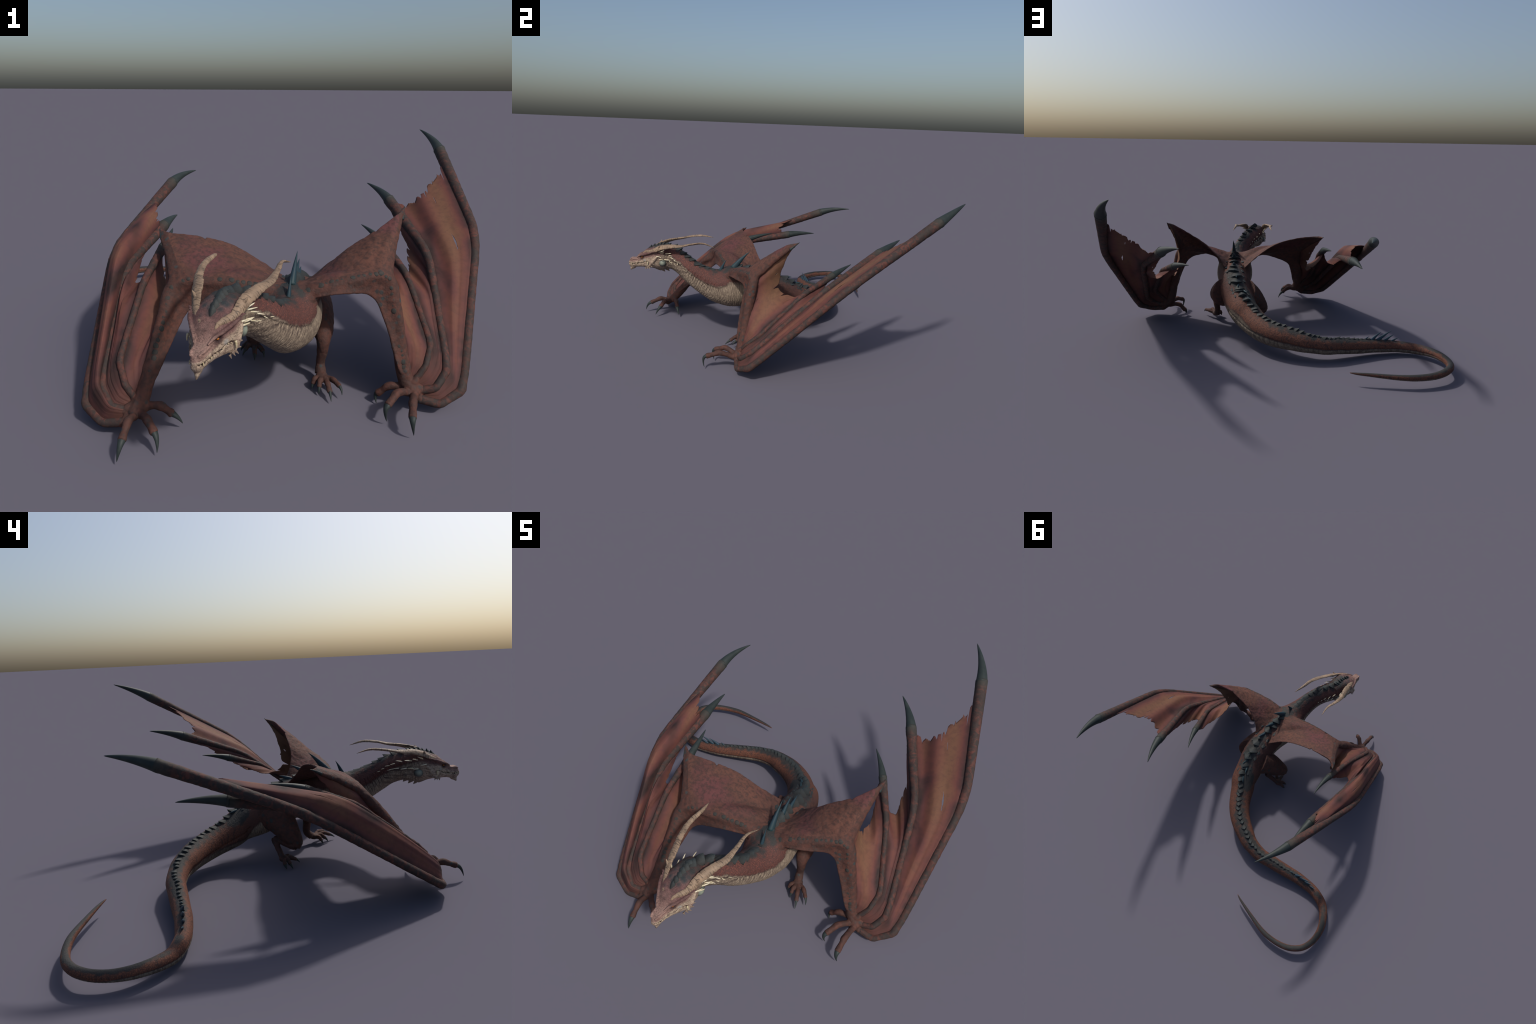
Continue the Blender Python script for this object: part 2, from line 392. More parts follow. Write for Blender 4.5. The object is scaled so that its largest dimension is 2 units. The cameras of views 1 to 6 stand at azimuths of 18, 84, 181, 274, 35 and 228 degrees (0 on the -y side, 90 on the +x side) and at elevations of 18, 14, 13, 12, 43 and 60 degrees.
def skin_material():
    k = Nodes("dragon_skin")
    h, m_tail, y = trunk_height(k)
    wob = k.math('MULTIPLY', k.math('SUBTRACT', k.noise(26, 5), .5), .30)
    fine = k.math('MULTIPLY', k.math('SUBTRACT', k.noise(110, 3), .5), .16)
    hw = k.math('ADD', h, k.math('ADD', wob, fine))
    # where the pale belly ends
    bel = k.curve(y, [(-1, .30), (-.93, .20), (-.88, .10), (-.83, .42), (-.78, .42), (-.70, .30), (-.60, .10), (-.50, .08), (-.40, .16), (-.33, .42), (-.25, .42), (-.14, .10), (-.05, -.22), (.08, -.22), (.2, -.14), (.45, -.12), (.6, -.35)])
    rel = k.math('SUBTRACT', hw, bel)
    # colours of the bands
    n_big = k.noise(9, 4); n_mid = k.noise(45, 4); n_scale = k.voronoi(190, 'F1')
    streak0 = k.noise(75, 4, .6, vec=k.mapping((1, 1.2, .35)))
    cream = k.mix(k.ramp(n_mid, [(.35, 0.0), (.7, 1.0)]), (.330, .262, .192), (.205, .158, .120))
    streak = k.noise(60, 5, .6, vec=k.mapping((1, 1.6, .22), rot=(.35, 0, 0)))
    cream = k.mix(k.ramp(streak, [(.40, .5), (.52, 0.0)]), cream, (.140, .105, .082))
    s3 = k.xyz()
    tilt = k.curve(y, [(-1, .15), (-.72, .30), (-.60, .55), (-.45, .45), (-.34, .12), (.1, .05), (.3, 0)])
    ph = k.math('SUBTRACT', k.math('MULTIPLY', s3[1], .9), k.math('MULTIPLY', s3[2], tilt))
    cv = k.n("ShaderNodeCombineXYZ"); k.put(cv.inputs[1], ph); k.put(cv.inputs[0], k.math('MULTIPLY', s3[0], .35)); k.put(cv.inputs[2], k.math('MULTIPLY', s3[2], .35))
    wv = k.wave(30, vec=cv.outputs[0], dist=7.5, detail=4, dscale=1.3)
    cream = k.mix(k.math('MULTIPLY', k.ramp(wv, [(.05, .60), (.40, 0)]), k.math('SUBTRACT', 1.0, m_tail)), cream, (.100, .074, .058))
    pl = k.wave(15, vec=cv.outputs[0], dist=3.0, detail=2, dscale=.8)
    pm = k.math('MULTIPLY', k.math('MULTIPLY', k.step(rel, -.62, -.30), k.math('SUBTRACT', 1.0, k.step(rel, -.02, .04))), k.math('MULTIPLY', k.math('SUBTRACT', 1.0, k.step(y, -.42, -.34)), k.step(y, -.74, -.70)))
    cream = k.mix(k.math('MULTIPLY', k.ramp(pl, [(.04, .85), (.20, 0)]), pm), cream, (.045, .030, .028))
    ret = k.voronoi(75, 'DISTANCE_TO_EDGE')
    rm = k.math('MULTIPLY', k.step(y, -.82, -.78), k.math('SUBTRACT', 1.0, k.step(y, -.66, -.60)))
    cream = k.mix(k.math('MULTIPLY', k.ramp(ret, [(.03, .7), (.10, 0)]), rm), cream, (.070, .052, .044))
    tail_cream = k.mix(k.ramp(streak, [(.40, .9), (.60, 0.0)]), (.205, .165, .125), (.095, .075, .060))
    cream = k.mix(m_tail, cream, tail_cream)
    red = k.mix(k.ramp(n_big, [(.35, 0), (.65, 1)]), (.220, .070, .050), (.160, .055, .041))
    red = k.mix(k.ramp(n_scale, [(.15, 0), (.55, .75)]), red, (.055, .030, .028))
    net = k.voronoi(85, 'DISTANCE_TO_EDGE', vec=k.mapping((1, 1.4, .8)))
    red = k.mix(k.ramp(net, [(.02, .65), (.11, 0)]), red, (.050, .024, .022))
    red = k.mix(k.ramp(n_mid, [(.44, 0), (.62, .5)]), red, (.085, .040, .034))
    orange = k.mix(k.ramp(n_scale, [(.1, 0), (.6, .8)]), (.205, .075, .042), (.075, .036, .028))
    orange = k.mix(k.ramp(streak0, [(.36, .8), (.46, 0)]), orange, (.050, .030, .026))
    body_side = k.mix(m_tail, red, orange)
    # torso flank behind the shoulder is darker
    dark_flank = k.math('MULTIPLY', k.step(y, -.36, -.25), k.math('SUBTRACT', 1.0, k.step(y, .10, .24)))
    body_side = k.mix(k.math('MULTIPLY', dark_flank, .75), body_side, (.085, .042, .034))
    col = k.mix(k.step(rel, -.04, .05), cream, body_side)
    crease = k.math('MULTIPLY', k.step(rel, -.16, .0), k.math('SUBTRACT', 1.0, k.step(rel, .0, .14)))
    col = k.mix(k.math('MULTIPLY', crease, k.lerp(m_tail, .45, .85)), col, (.050, .028, .026))
    top = k.curve(y, [(-1, 1.9), (-.91, 1.8), (-.86, 1.0), (-.78, .80), (-.6, .74), (-.45, .72), (-.3, .72), (.05, .82), (.25, .90), (.33, .80), (.45, .66), (.7, .60)])
    spots = k.voronoi(38, 'F1')
    hs = k.math('ADD', k.math('SUBTRACT', h, top), k.math('MULTIPLY', k.math('SUBTRACT', .35, spots), .35))
    col = k.mix(k.step(hs, -.10, .22), col, k.mix(n_mid, (.040, .036, .033), (.026, .032, .033)))
    # head: purplish crown, pink muzzle, dark eye sockets and nostrils
    mh = k.math('SUBTRACT', 1.0, k.step(y, -.80, -.74))
    crown = k.mix(k.ramp(k.noise(60, 4), [(.3, 0), (.7, 1)]), (.150, .074, .068), (.085, .046, .044))
    muzz = k.mix(k.ramp(n_mid, [(.3, 0), (.7, 1)]), (.300, .180, .150), (.205, .135, .112))
    cheek = k.mix(k.ramp(k.noise(90, 4, vec=k.mapping((1, .5, 1.5))), [(.42, .7), (.52, 0)]), (.375, .290, .215), (.150, .105, .080))
    mz = k.math('SUBTRACT', 1.0, k.step(y, -.945, -.86))
    hc = k.mix(k.step(k.math('ADD', h, wob), .12, .40), cheek, k.mix(mz, crown, muzz))
    rid = k.math('ABSOLUTE', k.math('SUBTRACT', k.noise(42, 3, .5, dist=.8), .5))
    hc = k.mix(k.ramp(rid, [(.0, .75), (.022, 0)]), hc, (.060, .032, .030))
    hc = k.mix(k.ramp(k.noise(28, 3), [(.45, 0), (.70, .45)]), hc, k.mix(.5, hc, (.36, .24, .20)))
    hc = k.mix(k.step(hs, -.10, .22), hc, (.028, .038, .041))
    col = k.mix(mh, col, hc)
    for sx in (-1, 1):
        d = k.dist_to((HX + sx*.035, -.887, .500))
        col = k.mix(k.math('MULTIPLY', k.math('SUBTRACT', 1.0, k.step(d, .007, .024)), .92), col, (.022, .010, .011))
        d = k.dist_to((HX + sx*.022, -.958, .475))
        col = k.mix(k.math('MULTIPLY', k.math('SUBTRACT', 1.0, k.step(d, .003, .008)), .85), col, (.040, .018, .016))
        d = k.dist_to((HX + sx*.052, -.868, .484))
        col = k.mix(k.math('MULTIPLY', k.math('SUBTRACT', 1.0, k.step(d, .004, .014)), .5), col, (.30, .33, .33))
    col = k.mix(k.ramp(k.noise(300, 2), [(.35, .35), (.6, 0)]), col, (.03, .02, .02), 'MIX')
    bump = k.math('ADD', k.math('MULTIPLY', n_scale, .5), k.math('MULTIPLY', streak, k.math('SUBTRACT', 1.2, k.step(rel, -.1, .1))))
    return k.finish(col, .70, bump, .55, .003, .18)

def limb_material(name="limb_skin", tint=1.0):
    k = Nodes(name)
    n1 = k.noise(7, 4); n2 = k.noise(55, 5); sp = k.voronoi(34, 'F1', vec=k.mapping((1, 1, 1)))
    col = k.mix(k.ramp(n1, [(.35, 0), (.65, 1)]), (.100, .042, .032), (.068, .034, .028))
    col = k.mix(k.ramp(n2, [(.40, .55), (.58, 0)]), col, (.036, .027, .025))
    nz = k.n("ShaderNodeNewGeometry").outputs["Normal"]
    s = k.n("ShaderNodeSeparateXYZ"); k.put(s.inputs[0], nz)
    msk = k.math('MULTIPLY', k.ramp(k.math('ADD', sp, k.math('MULTIPLY', n1, .25)), [(.30, .85), (.46, 0)]), k.ramp(k.noise(5, 2), [(.42, 0), (.58, 1)]))
    col = k.mix(msk, col, (.032, .046, .048))
    b = k.math('ADD', n2, k.math('MULTIPLY', k.voronoi(150), .6))
    return k.finish(col, .72, b, .35, .003, .15)

def finger_material():
    k = Nodes("wing_finger_skin")
    n1 = k.noise(16, 3); n2 = k.noise(70, 5); n3 = k.noise(30, 3, .6, dist=1.2)
    col = k.mix(k.ramp(n1, [(.40, 0), (.60, 1)]), (.104, .041, .033), (.070, .036, .030))
    col = k.mix(k.ramp(n3, [(.43, 0), (.56, .85)]), col, (.036, .033, .031))
    col = k.mix(k.ramp(n2, [(.42, .45), (.55, 0)]), col, (.030, .022, .022))
    d = None
    for W in WING.values():
        for f in W['f']:
            e = k.dist_to(f[4]); d = e if d is None else k.math('MINIMUM', d, e)
    d = k.math('ADD', d, k.math('MULTIPLY', k.math('SUBTRACT', n3, .5), .06))
    col = k.mix(k.math('SUBTRACT', .95, k.math('MULTIPLY', k.step(d, .015, .085), .95)), col, k.mix(n2, (.034, .040, .037), (.048, .046, .040)))
    return k.finish(col, .7, k.math('ADD', n2, n3), .45, .003, .15)

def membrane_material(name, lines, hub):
    """warm ochre sheet, turning wine red towards the bones at `lines` (point pairs), with shade painted in beside them"""
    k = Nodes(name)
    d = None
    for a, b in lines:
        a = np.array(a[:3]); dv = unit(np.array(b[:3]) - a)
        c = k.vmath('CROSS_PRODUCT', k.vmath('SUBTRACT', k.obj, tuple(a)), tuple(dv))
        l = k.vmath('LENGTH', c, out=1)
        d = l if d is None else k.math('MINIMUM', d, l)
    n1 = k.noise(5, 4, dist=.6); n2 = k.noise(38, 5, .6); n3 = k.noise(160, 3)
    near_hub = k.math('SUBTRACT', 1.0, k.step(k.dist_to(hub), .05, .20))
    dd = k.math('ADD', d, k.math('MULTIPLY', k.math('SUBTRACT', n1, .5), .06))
    col = k.ramp(k.math('MULTIPLY', dd, 8.0), [(.0, (.026, .018, .018)), (.12, (.030, .020, .020)), (.26, (.090, .038, .036)), (.35, (.118, .046, .038)), (.60, (.145, .070, .045)), (1.0, (.158, .086, .051))])  # darkest stops: occlusion shade beside the bones painted into the colour; wine red is skin
    col = k.mix(k.ramp(n1, [(.42, 0), (.62, .6)]), col, k.mix(.6, col, (.130, .048, .038)))
    col = k.mix(k.ramp(n2, [(.38, .45), (.55, 0)]), col, k.mix(.6, col, (.060, .034, .028)))
    col = k.mix(k.math('MULTIPLY', near_hub, .85), col, k.mix(n2, (.060, .032, .028), (.100, .040, .034)))
    vein = k.voronoi(13, 'DISTANCE_TO_EDGE', vec=k.vmath('ADD', k.obj, k.vmath('SCALE', k.n("ShaderNodeTexNoise").outputs["Color"], scale=.02)))
    col = k.mix(k.ramp(vein, [(.0, .30), (.018, 0)]), col, (.085, .032, .042))
    return k.finish(col, .68, k.math('ADD', n2, k.math('MULTIPLY', n3, .4)), .25, .002, .12)

def arm_membrane_material():
    k = Nodes("arm_membrane_skin")
    n1 = k.noise(6, 4, dist=.8); n2 = k.noise(60, 5, .62, vec=k.mapping((1, 1.3, .8))); n3 = k.voronoi(30, 'F1')
    col = k.mix(k.ramp(n1, [(.36, 0), (.64, 1)]), (.076, .038, .031), (.120, .054, .040))
    col = k.mix(k.ramp(k.noise(4, 3), [(.5, 0), (.66, .8)]), col, (.112, .042, .044))
    col = k.mix(k.ramp(n2, [(.38, .65), (.56, 0)]), col, (.040, .028, .026))
    return k.finish(col, .74, n2, .4, .003, .12)

def plain(name, c1, c2, scale=40, rough=.5, stretch=(1, 1, 1), bump=.3, lo=.38, hi=.62, spec=.4):
    k = Nodes(name)
    n = k.noise(scale, 5, .6, vec=k.mapping(stretch))
    return k.finish(k.mix(k.ramp(n, [(lo, 0), (hi, 1)]), c1, c2), rough, n, bump, .002, spec)

def claw_material():
    k = Nodes("claw_horn")
    g = k.tc.outputs["Generated"]
    n = k.noise(30, 4)
    return k.finish(k.mix(k.ramp(n, [(.35, 0), (.65, 1)]), (.019, .027, .027), (.029, .037, .035)), .55, n, .25, .002, .25)

def horn_material():
    k = Nodes("horn_bone")
    w = k.noise(170, 3, .6, vec=k.mapping((.22, 1.7, .30)))
    n = k.noise(24, 4)
    col = k.mix(k.ramp(n, [(.35, 0), (.65, 1)]), (.275, .192, .128), (.185, .130, .090))
    col = k.mix(k.ramp(w, [(.38, .9), (.48, 0)]), col, (.060, .043, .032))
    return k.finish(col, .6, w, .5, .002)

M = dict(skin=skin_material(), limb=limb_material(), finger=finger_material(), claw=claw_material(), horn=horn_material(),
         arm_memb=arm_membrane_material(),
         spine=plain("spine_horn", (.021, .043, .048), (.020, .040, .054), 20, .5, spec=.2),
         tail_spine=plain("tail_spine_horn", (.020, .044, .070), (.026, .050, .062), 20, .5, spec=.25),
         thorn=plain("thorn_ivory", (.66, .60, .46), (.44, .38, .24), 60, .4),
         tooth=plain("tooth_ivory", (.55, .48, .33), (.38, .31, .18), 90, .35),
         beard=plain("beard_spike_skin", (.150, .110, .085), (.220, .165, .125), 70, .6),
         scute=plain("scute_horn", (.030, .033, .031), (.046, .038, .034), 60, .65, spec=.15),
         mouth=plain("mouth_lining", (.016, .009, .008), (.030, .014, .012), 60, .5))

def plate_material():
    # a scale's own frame: x across -.5..+.5, y from root 0 to lip 1
    k = Nodes("back_scale_horn")
    x, y, z = k.xyz()
    n = k.noise(3.2, 5, .6); n2 = k.noise(11, 4, .6)
    yy = k.math('ADD', y, k.math('MULTIPLY', k.math('SUBTRACT', n, .5), .5))
    col = k.ramp(yy, [(.05, (.013, .015, .015)), (.40, (.026, .031, .031)), (.72, (.034, .043, .044)), (.95, (.026, .038, .043))])
    col = k.mix(k.ramp(n2, [(.40, .6), (.56, 0)]), col, (.020, .019, .018))
    col = k.mix(k.step(k.math('ABSOLUTE', x), .36, .48), col, (.016, .016, .016))
    col = k.mix(k.math('SUBTRACT', 1.0, k.step(z, -.55, -.12)), col, (.012, .012, .012))
    tint = k.n("ShaderNodeObjectInfo").outputs["Random"]
    col = k.mix(k.math('MULTIPLY', tint, .35), col, (.040, .034, .030))
    return k.finish(col, .62, n2, .4, .002, .2)
M['plate'] = plate_material()

def ear_material():
    k = Nodes("ear_disc_skin")
    c = A(.249, -.757, .470); d = None
    for p in (c, A(2*HX - c[0], c[1], c[2])):
        e = k.vmath('LENGTH', k.vmath('MULTIPLY', k.vmath('SUBTRACT', k.obj, tuple(p + A(0, -.003, .004))), (0, 1, 1.1)), out=1)
        d = e if d is None else k.math('MINIMUM', d, e)
    col = k.ramp(k.math('MULTIPLY', d, 40), [(.0, (.250, .275, .205)), (.35, (.190, .215, .175)), (.75, (.085, .095, .082)), (1.0, (.045, .045, .040))])
    return k.finish(col, .4, k.noise(60, 3), .1, .001, .35)
M['ear'] = ear_material()

def eye_material():
    k = Nodes("eye_amber")
    n = k.noise(160, 2)
    m = k.finish(k.mix(n, (.36, .15, .015), (.26, .05, .008)), .25, spec=.5)
    return m
M['eye'] = eye_material()

# ------------------------------------------------------------------ sheets between limbs
def sheet_grid(hubP, hubQ, edge, nv, nt, tm=None, pull=1.6, bulge=(0, 0, 0)):
    """rows run from the hub to the free edge, columns from limb P to limb Q"""
    P = resample(hubP, nt); Q = resample(hubQ, nt); E = catmull(edge, nv)
    v = np.linspace(0, 1, nv); t = np.linspace(0, 1, nt)
    tm = np.ones(nv) if tm is None else tm
    G = np.zeros((nv, nt, 3))
    for i in range(nv):
        tt = t*tm[i]
        p = np.stack([np.interp(tt, t, P[:, c]) for c in range(3)], 1); q = np.stack([np.interp(tt, t, Q[:, c]) for c in range(3)], 1)
        b1 = P[-1]*(1 - v[i]) + Q[-1]*v[i]
        G[i] = p*(1 - v[i]) + q*v[i] + (E[i] - b1)*(tt**pull)[:, None]
        G[i] += np.array(bulge)*(np.sin(np.pi*v[i]**.8)**1.4*np.sin(np.pi*tt**.8))[:, None]
    return G

def arm_membrane_hubs(W):
    arm = np.array(W['arm'])[:, :3]; spur = np.array(W['spur']); att = np.array(W['edge_a'][-1])
    sh = arm[0] + A(0, .02, .035)
    inner = np.array([sh, sh*.6 + att*.4 + A(0, 0, .014), sh*.25 + att*.75 + A(0, 0, .008), att])
    return np.vstack([sh[None], arm[1:4], (arm[3]*.5 + spur*.5 + A(0, 0, .004))[None], spur[None]]), inner

def arm_membrane_grid(W, sd):
    hp, hq = arm_membrane_hubs(W)
    v = np.linspace(0, 1, 200)
    tm = 1 - .006*np.clip(np.array([mnoise.noise((x*40, 2.0 if sd == 'L' else 5.0, 0)) for x in v]), 0, 1)*np.sin(np.pi*v)
    tm -= .030*np.clip(1 - np.abs(v - (.33 if sd == 'L' else .36))/.016, 0, 1)
    return sheet_grid(hp, hq, W['edge_a'], 200, 90, tm, 1.25, (0, -.004, .032))

# ------------------------------------------------------------------ body: lofts, united and remeshed
root = bpy.data.objects.new("dragon", None)
bpy.context.scene.collection.objects.link(root)
root.empty_display_size = .1
root["label"] = "crouching red brown winged dragon with pale belly, curved horns and hooked tail"
root["category"] = "dragon"

def trunk_mesh(m=40):
    a = np.linspace(0, 2*np.pi, m, endpoint=False)
    R = []
    for i in range(len(SPINE)):
        c, w, hgt = SPINE[i, :3], SPINE[i, 3], SPINE[i, 4]
        t = min(1.0, max(0.0, (i - N_TRUNK*.35)/(N_TRUNK*.3))) * (1 - smoothstep(N_TRUNK, N_TRUNK + 60, i))
        ca, sa = np.cos(a), np.sin(a)
        # belly a little flatter and wider low down, back slightly ridged
        wide = 1 + .05*np.clip(-sa, 0, 1)*np.abs(ca)
        R.append(c + S_S[i]*((w*ca*wide)[:, None]) + S_U[i]*((hgt*sa)[:, None]))
    return loft_rings(np.array(R))

HEAD = [  # y, z top, brow (w, z), mid (w, z), jaw (w, z), z bottom
    (-.9775, .460, .005, .456, .008, .452, .007, .446, .443),
    (-.971, .475, .0095, .470, .0125, .458, .012, .444, .432),
    (-.958, .486, .014, .481, .0185, .462, .0175, .444, .426),
    (-.938, .489, .0165, .484, .0225, .464, .0225, .444, .425),
    (-.912, .501, .025, .494, .0305, .468, .031, .446, .429),
    (-.890, .523, .036, .512, .043, .478, .043, .448, .430),
    (-.865, .543, .050, .526, .058, .488, .056, .448, .430),
    (-.842, .556, .062, .536, .071, .494, .068, .448, .430),
    (-.815, .567, .064, .546, .075, .498, .070, .450, .427),
    (-.785, .577, .060, .556, .074, .504, .066, .450, .420),
    (-.755, .581, .053, .562, .069, .506, .062, .450, .415),
    (-.720, .578, .050, .560, .064, .502, .058, .450, .417),
    (-.690, .566, .044, .548, .056, .500, .052, .454, .428),
]
def head_mesh():
    H = catmull([(0, r[0], 0) + tuple(r) for r in HEAD], 70)[:, 3:]
    R = []
    for y, zt, wu, zu, wm, zm, wl, zl, zb in H:
        half = [(0, zt), (wu*.6, zt*.8 + zu*.2), (wu, zu), (wm*.95, zm + (zu - zm)*.45), (wm, zm), (wl*1.0, zl), (wl*.62, zb + (zl - zb)*.25), (0, zb)]
        ring = half + [(-x, z) for x, z in half[-2:0:-1]]
        ring = np.array(ring + ring[:1])
        q = catmull(np.hstack([ring, np.zeros((len(ring), 1))]), 49)[:-1]
        R.append(np.stack([HX + q[:, 0], np.full(48, y), q[:, 1]], 1))
    return loft_rings(np.array(R)[:, ::-1])

def mirror_x(p):
    q = np.array(p, float); q[..., 0] = 2*HX - q[..., 0]
    return q

MOUTH = [A(.196, -.972, .455), A(.201, -.964, .452), A(.211, -.938, .453), A(.221, -.908, .459), A(.229, -.885, .465), A(.243, -.866, .476), A(.251, -.856, .478), A(.260, -.846, .476)]
MOUTH = list(catmull(MOUTH, 40))
BROW = [A(.204, -.925, .494), A(.214, -.906, .506), A(.224, -.890, .512), A(.240, -.866, .522), A(.254, -.842, .532), A(.264, -.822, .540)]
FRILL = [A(.245, -.850, .436), A(.256, -.838, .452), A(.259, -.818, .478), A(.258, -.798, .502), A(.254, -.784, .518)]

parts, region = [], []     # region: (name, segment a, segment b, ra, rb) skeleton used to split the body afterwards
def add(mesh):
    parts.append(mesh)
def bones(name, pts, rad):
    for a, b, ra, rb in zip(pts[:-1], pts[1:], rad[:-1], rad[1:]):
        region.append((name, np.asarray(a[:3], float), np.asarray(b[:3], float), ra, rb))

add(trunk_mesh()); add(head_mesh())
for sd in (0, 1):
    f = (lambda p: p) if sd == 0 else mirror_x
    add(path_tube([tuple(f(p)) + (r,) for p, r in zip([b + A(.0010, 0, .0008) for b in BROW], (.003, .0055, .0062, .0070, .0070, .0035))], 24, 10))
    add(path_tube([tuple(f(p)) + (r,) for p, r in zip(FRILL, (.005, .008, .009, .008, .005))], 24, 10))
    # upper lip, lower lip and nose ridge
    add(path_tube([tuple(f(p + A(-.0045, 0, .0050))) + (.0030,) for p in MOUTH[::6]], 30, 10))
    add(path_tube([tuple(f(p + A(-.0055, 0, -.0052))) + (.0030,) for p in MOUTH[::6]], 30, 10))
    add(path_tube([tuple(f(A(*p))) for p in [(.196, -.968, .478, .0045), (.201, -.955, .483, .0058), (.203, -.935, .483, .005), (.206, -.915, .487, .005)]], 16, 10))
# chin spike
add(path_tube([(HX, -.946, .442, .016, .026), (HX + .001, -.952, .429, .0125, .019), (HX + .002, -.960, .417, .0065, .0105), (HX + .002, -.967, .406, .0015, .0015)], 20, 14, up=(0, 1, 0)))

for sd, W in WING.items():
    arm = W['arm']
    P = np.array(arm)
    add(path_tube(arm, 70, 22, sharp=False))
    # shoulder muscle
    add(ellipsoid(P[0, :3]*.65 + P[1, :3]*.35 + A(0, .01, .004), (.075, .085, .045)))
    # skin web in front of the arm, as a thick-edged sheet from bone to leading edge
    bone = catmull(P[[0, 1, 2, 3, 4, 5, 6]][:, :3], 60)
    lead = resample(chaikin(np.array([P[0, :3] + A(0, -.04, .0)] + list(map(np.array, W['flap'])) + [P[6, :3]]), 2, .2), 60)
    rings = []
    for i in range(60):
        b, l = bone[i], lead[i]
        d = l - b
        nrm = unit(np.cross(tangents(bone)[i], d))
        s = np.array([0, .25, .5, .75, .95, 1.0]); th = np.array([.022, .019, .0135, .008, .0045, .0015])
        top = b + s[:, None]*d + nrm*th[:, None]; bot = b + s[::-1][:, None]*d - nrm*th[::-1][:, None]
        rings.append(np.vstack([top, bot]))
    add(loft_rings(np.array(rings)))
    # the arm thins backwards into the arm membrane, which runs to the flank in one sheet
    G = arm_membrane_grid(W, sd)
    nV, nT, _ = G.shape
    tq = np.linspace(0, 1, nT)[None, :]; vq = np.linspace(0, 1, nV)[:, None]
    th = np.interp(tq, [0, .15, .62, .78, 1], [.034, .024, .017, .012, .003]) * (1 - smoothstep(0, .42, vq))**1.2 + .0031
    add(slab(G[:, 6:], np.broadcast_to(th, (nV, nT))[:, 6:]))
    for k_ in range(10, nT, 4):
        for va, vb in ((.17, .4), (.4, .7), (.7, 1)):
            region.append(("arm_membrane_" + sd, G[int(va*(nV-1)), k_], G[int(vb*(nV-1)), k_], .028, .030))
    # spur bone behind the elbow
    el, sp = P[3, :3], np.array(W['spur'])
    add(path_tube([tuple(el) + (.025,), tuple(el*.6 + sp*.4 + A(0, 0, .002)) + (.013,), tuple(el*.22 + sp*.78 + A(0, 0, .003)) + (.0085,), tuple(el*.1 + sp*.9) + (.006,)], 30, 16))
    hand = np.array(W['hand'])
    add(path_tube([tuple(P[5, :3]) + (.028, .028), tuple(P[6, :3]) + (.029, .027), tuple(hand) + (.030, .024), tuple((hand + np.array(W['toes'][1][0]))/2 + A(0, 0, -.006)) + (.026, .020)], 30, 20))
    for f in W['f']:
        add(path_tube([tuple(P[6, :3]*.6 + hand*.4) + (.022,), tuple(f[0]) + (.0185,), tuple(np.array(f[0])*.65 + np.array(f[1])*.35) + (.0125,)], 16, 16))
    for t in W['toes']:
        t = np.array(t)
        add(path_tube([tuple(hand*.5 + t[0]*.5) + (.020,), tuple(t[0]) + (.0165,), tuple(t[0]*.5 + t[1]*.5 + A(0, 0, .005)) + (.0140,), tuple(t[1] + A(0, 0, .002)) + (.0162,), tuple(t[1]*.5 + t[2]*.5 + A(0, 0, .001)) + (.0130,), tuple(t[2]) + (.0152,), tuple(t[2] + unit(t[2] - t[1])*.004) + (.0095,)], 40, 16))
    nm = "forelimb_" + sd; hn = "hand_" + sd
    bones(nm, [P[1, :3] + (P[0, :3] - P[1, :3])*.35] + [tuple(p[:3]) for p in arm[1:]], [.055, .05, .05, .05, .045, .04, .035])
    bones(nm, [el, sp], [.035, .02])
    for i in range(0, 60, 6):
        region.append((nm, lead[min(i + 4, 59)], lead[min(i + 10, 59)], .02, .02))
    bones(hn, [hand, hand + A(0, 0, -.005)], [.042, .042])
    for t in W['toes']:
        bones(hn, t[:3], [.02, .016, .016])
    for f in W['f']:
        bones(hn, f[:2], [.02, .02])

for sd, L in LEGS.items():
    add(path_tube(L['path'], 70, 24, up=(0, -1, .3)))
    c = np.array(L['foot'])
    add(ellipsoid(c[:3], c[3:] * A(.85, .85, 1)))
    nm, fn = "hindlimb_" + sd, "foot_" + sd
    bones(nm, [p[:3] for p in L['path']], [max(p[3], p[4])*1.05 for p in L['path']])
    bones(fn, [c[:3] + A(0, .01, .004), c[:3] + A(0, -.01, -.005)], [.036, .036])
    for t in L['toes']:
        t = np.array(t)
        add(path_tube([tuple(c[:3]) + (.013,), tuple(t[0]*.5 + t[1]*.5) + (.0115,), tuple(t[1]) + (.0122,), tuple(t[1]*.5 + t[2]*.5) + (.0105,), tuple(t[2]) + (.0105,), tuple(t[2] + unit(t[2] - t[1])*.004) + (.006,)], 30, 14))
        bones(fn, t[:3], [.016, .016, .014])

V0, F0 = merge(parts)
me0 = new_mesh("body_source", V0, F0)
ob0 = new_object("body_source", me0)
md = ob0.modifiers.new("r", 'REMESH'); md.mode = 'VOXEL'; md.voxel_size = .0025; md.adaptivity = 0
ms = ob0.modifiers.new("s", 'SMOOTH'); ms.factor = .5; ms.iterations = 5
dg = bpy.context.evaluated_depsgraph_get()
ev = ob0.evaluated_get(dg)
me1 = ev.to_mesh()
nv = len(me1.vertices)
V = np.empty(nv*3, np.float32); me1.vertices.foreach_get("co", V); V = V.reshape(-1, 3).astype(float)
NRM = np.empty(nv*3, np.float32); me1.vertex_normals.foreach_get("vector", NRM); NRM = NRM.reshape(-1, 3).astype(float)
nl = len(me1.loops); LV = np.empty(nl, np.int32); me1.loops.foreach_get("vertex_index", LV)
npol = len(me1.polygons); LS = np.empty(npol, np.int32); me1.polygons.foreach_get("loop_start", LS); LT = np.empty(npol, np.int32); me1.polygons.foreach_get("loop_total", LT)
ev.to_mesh_clear()
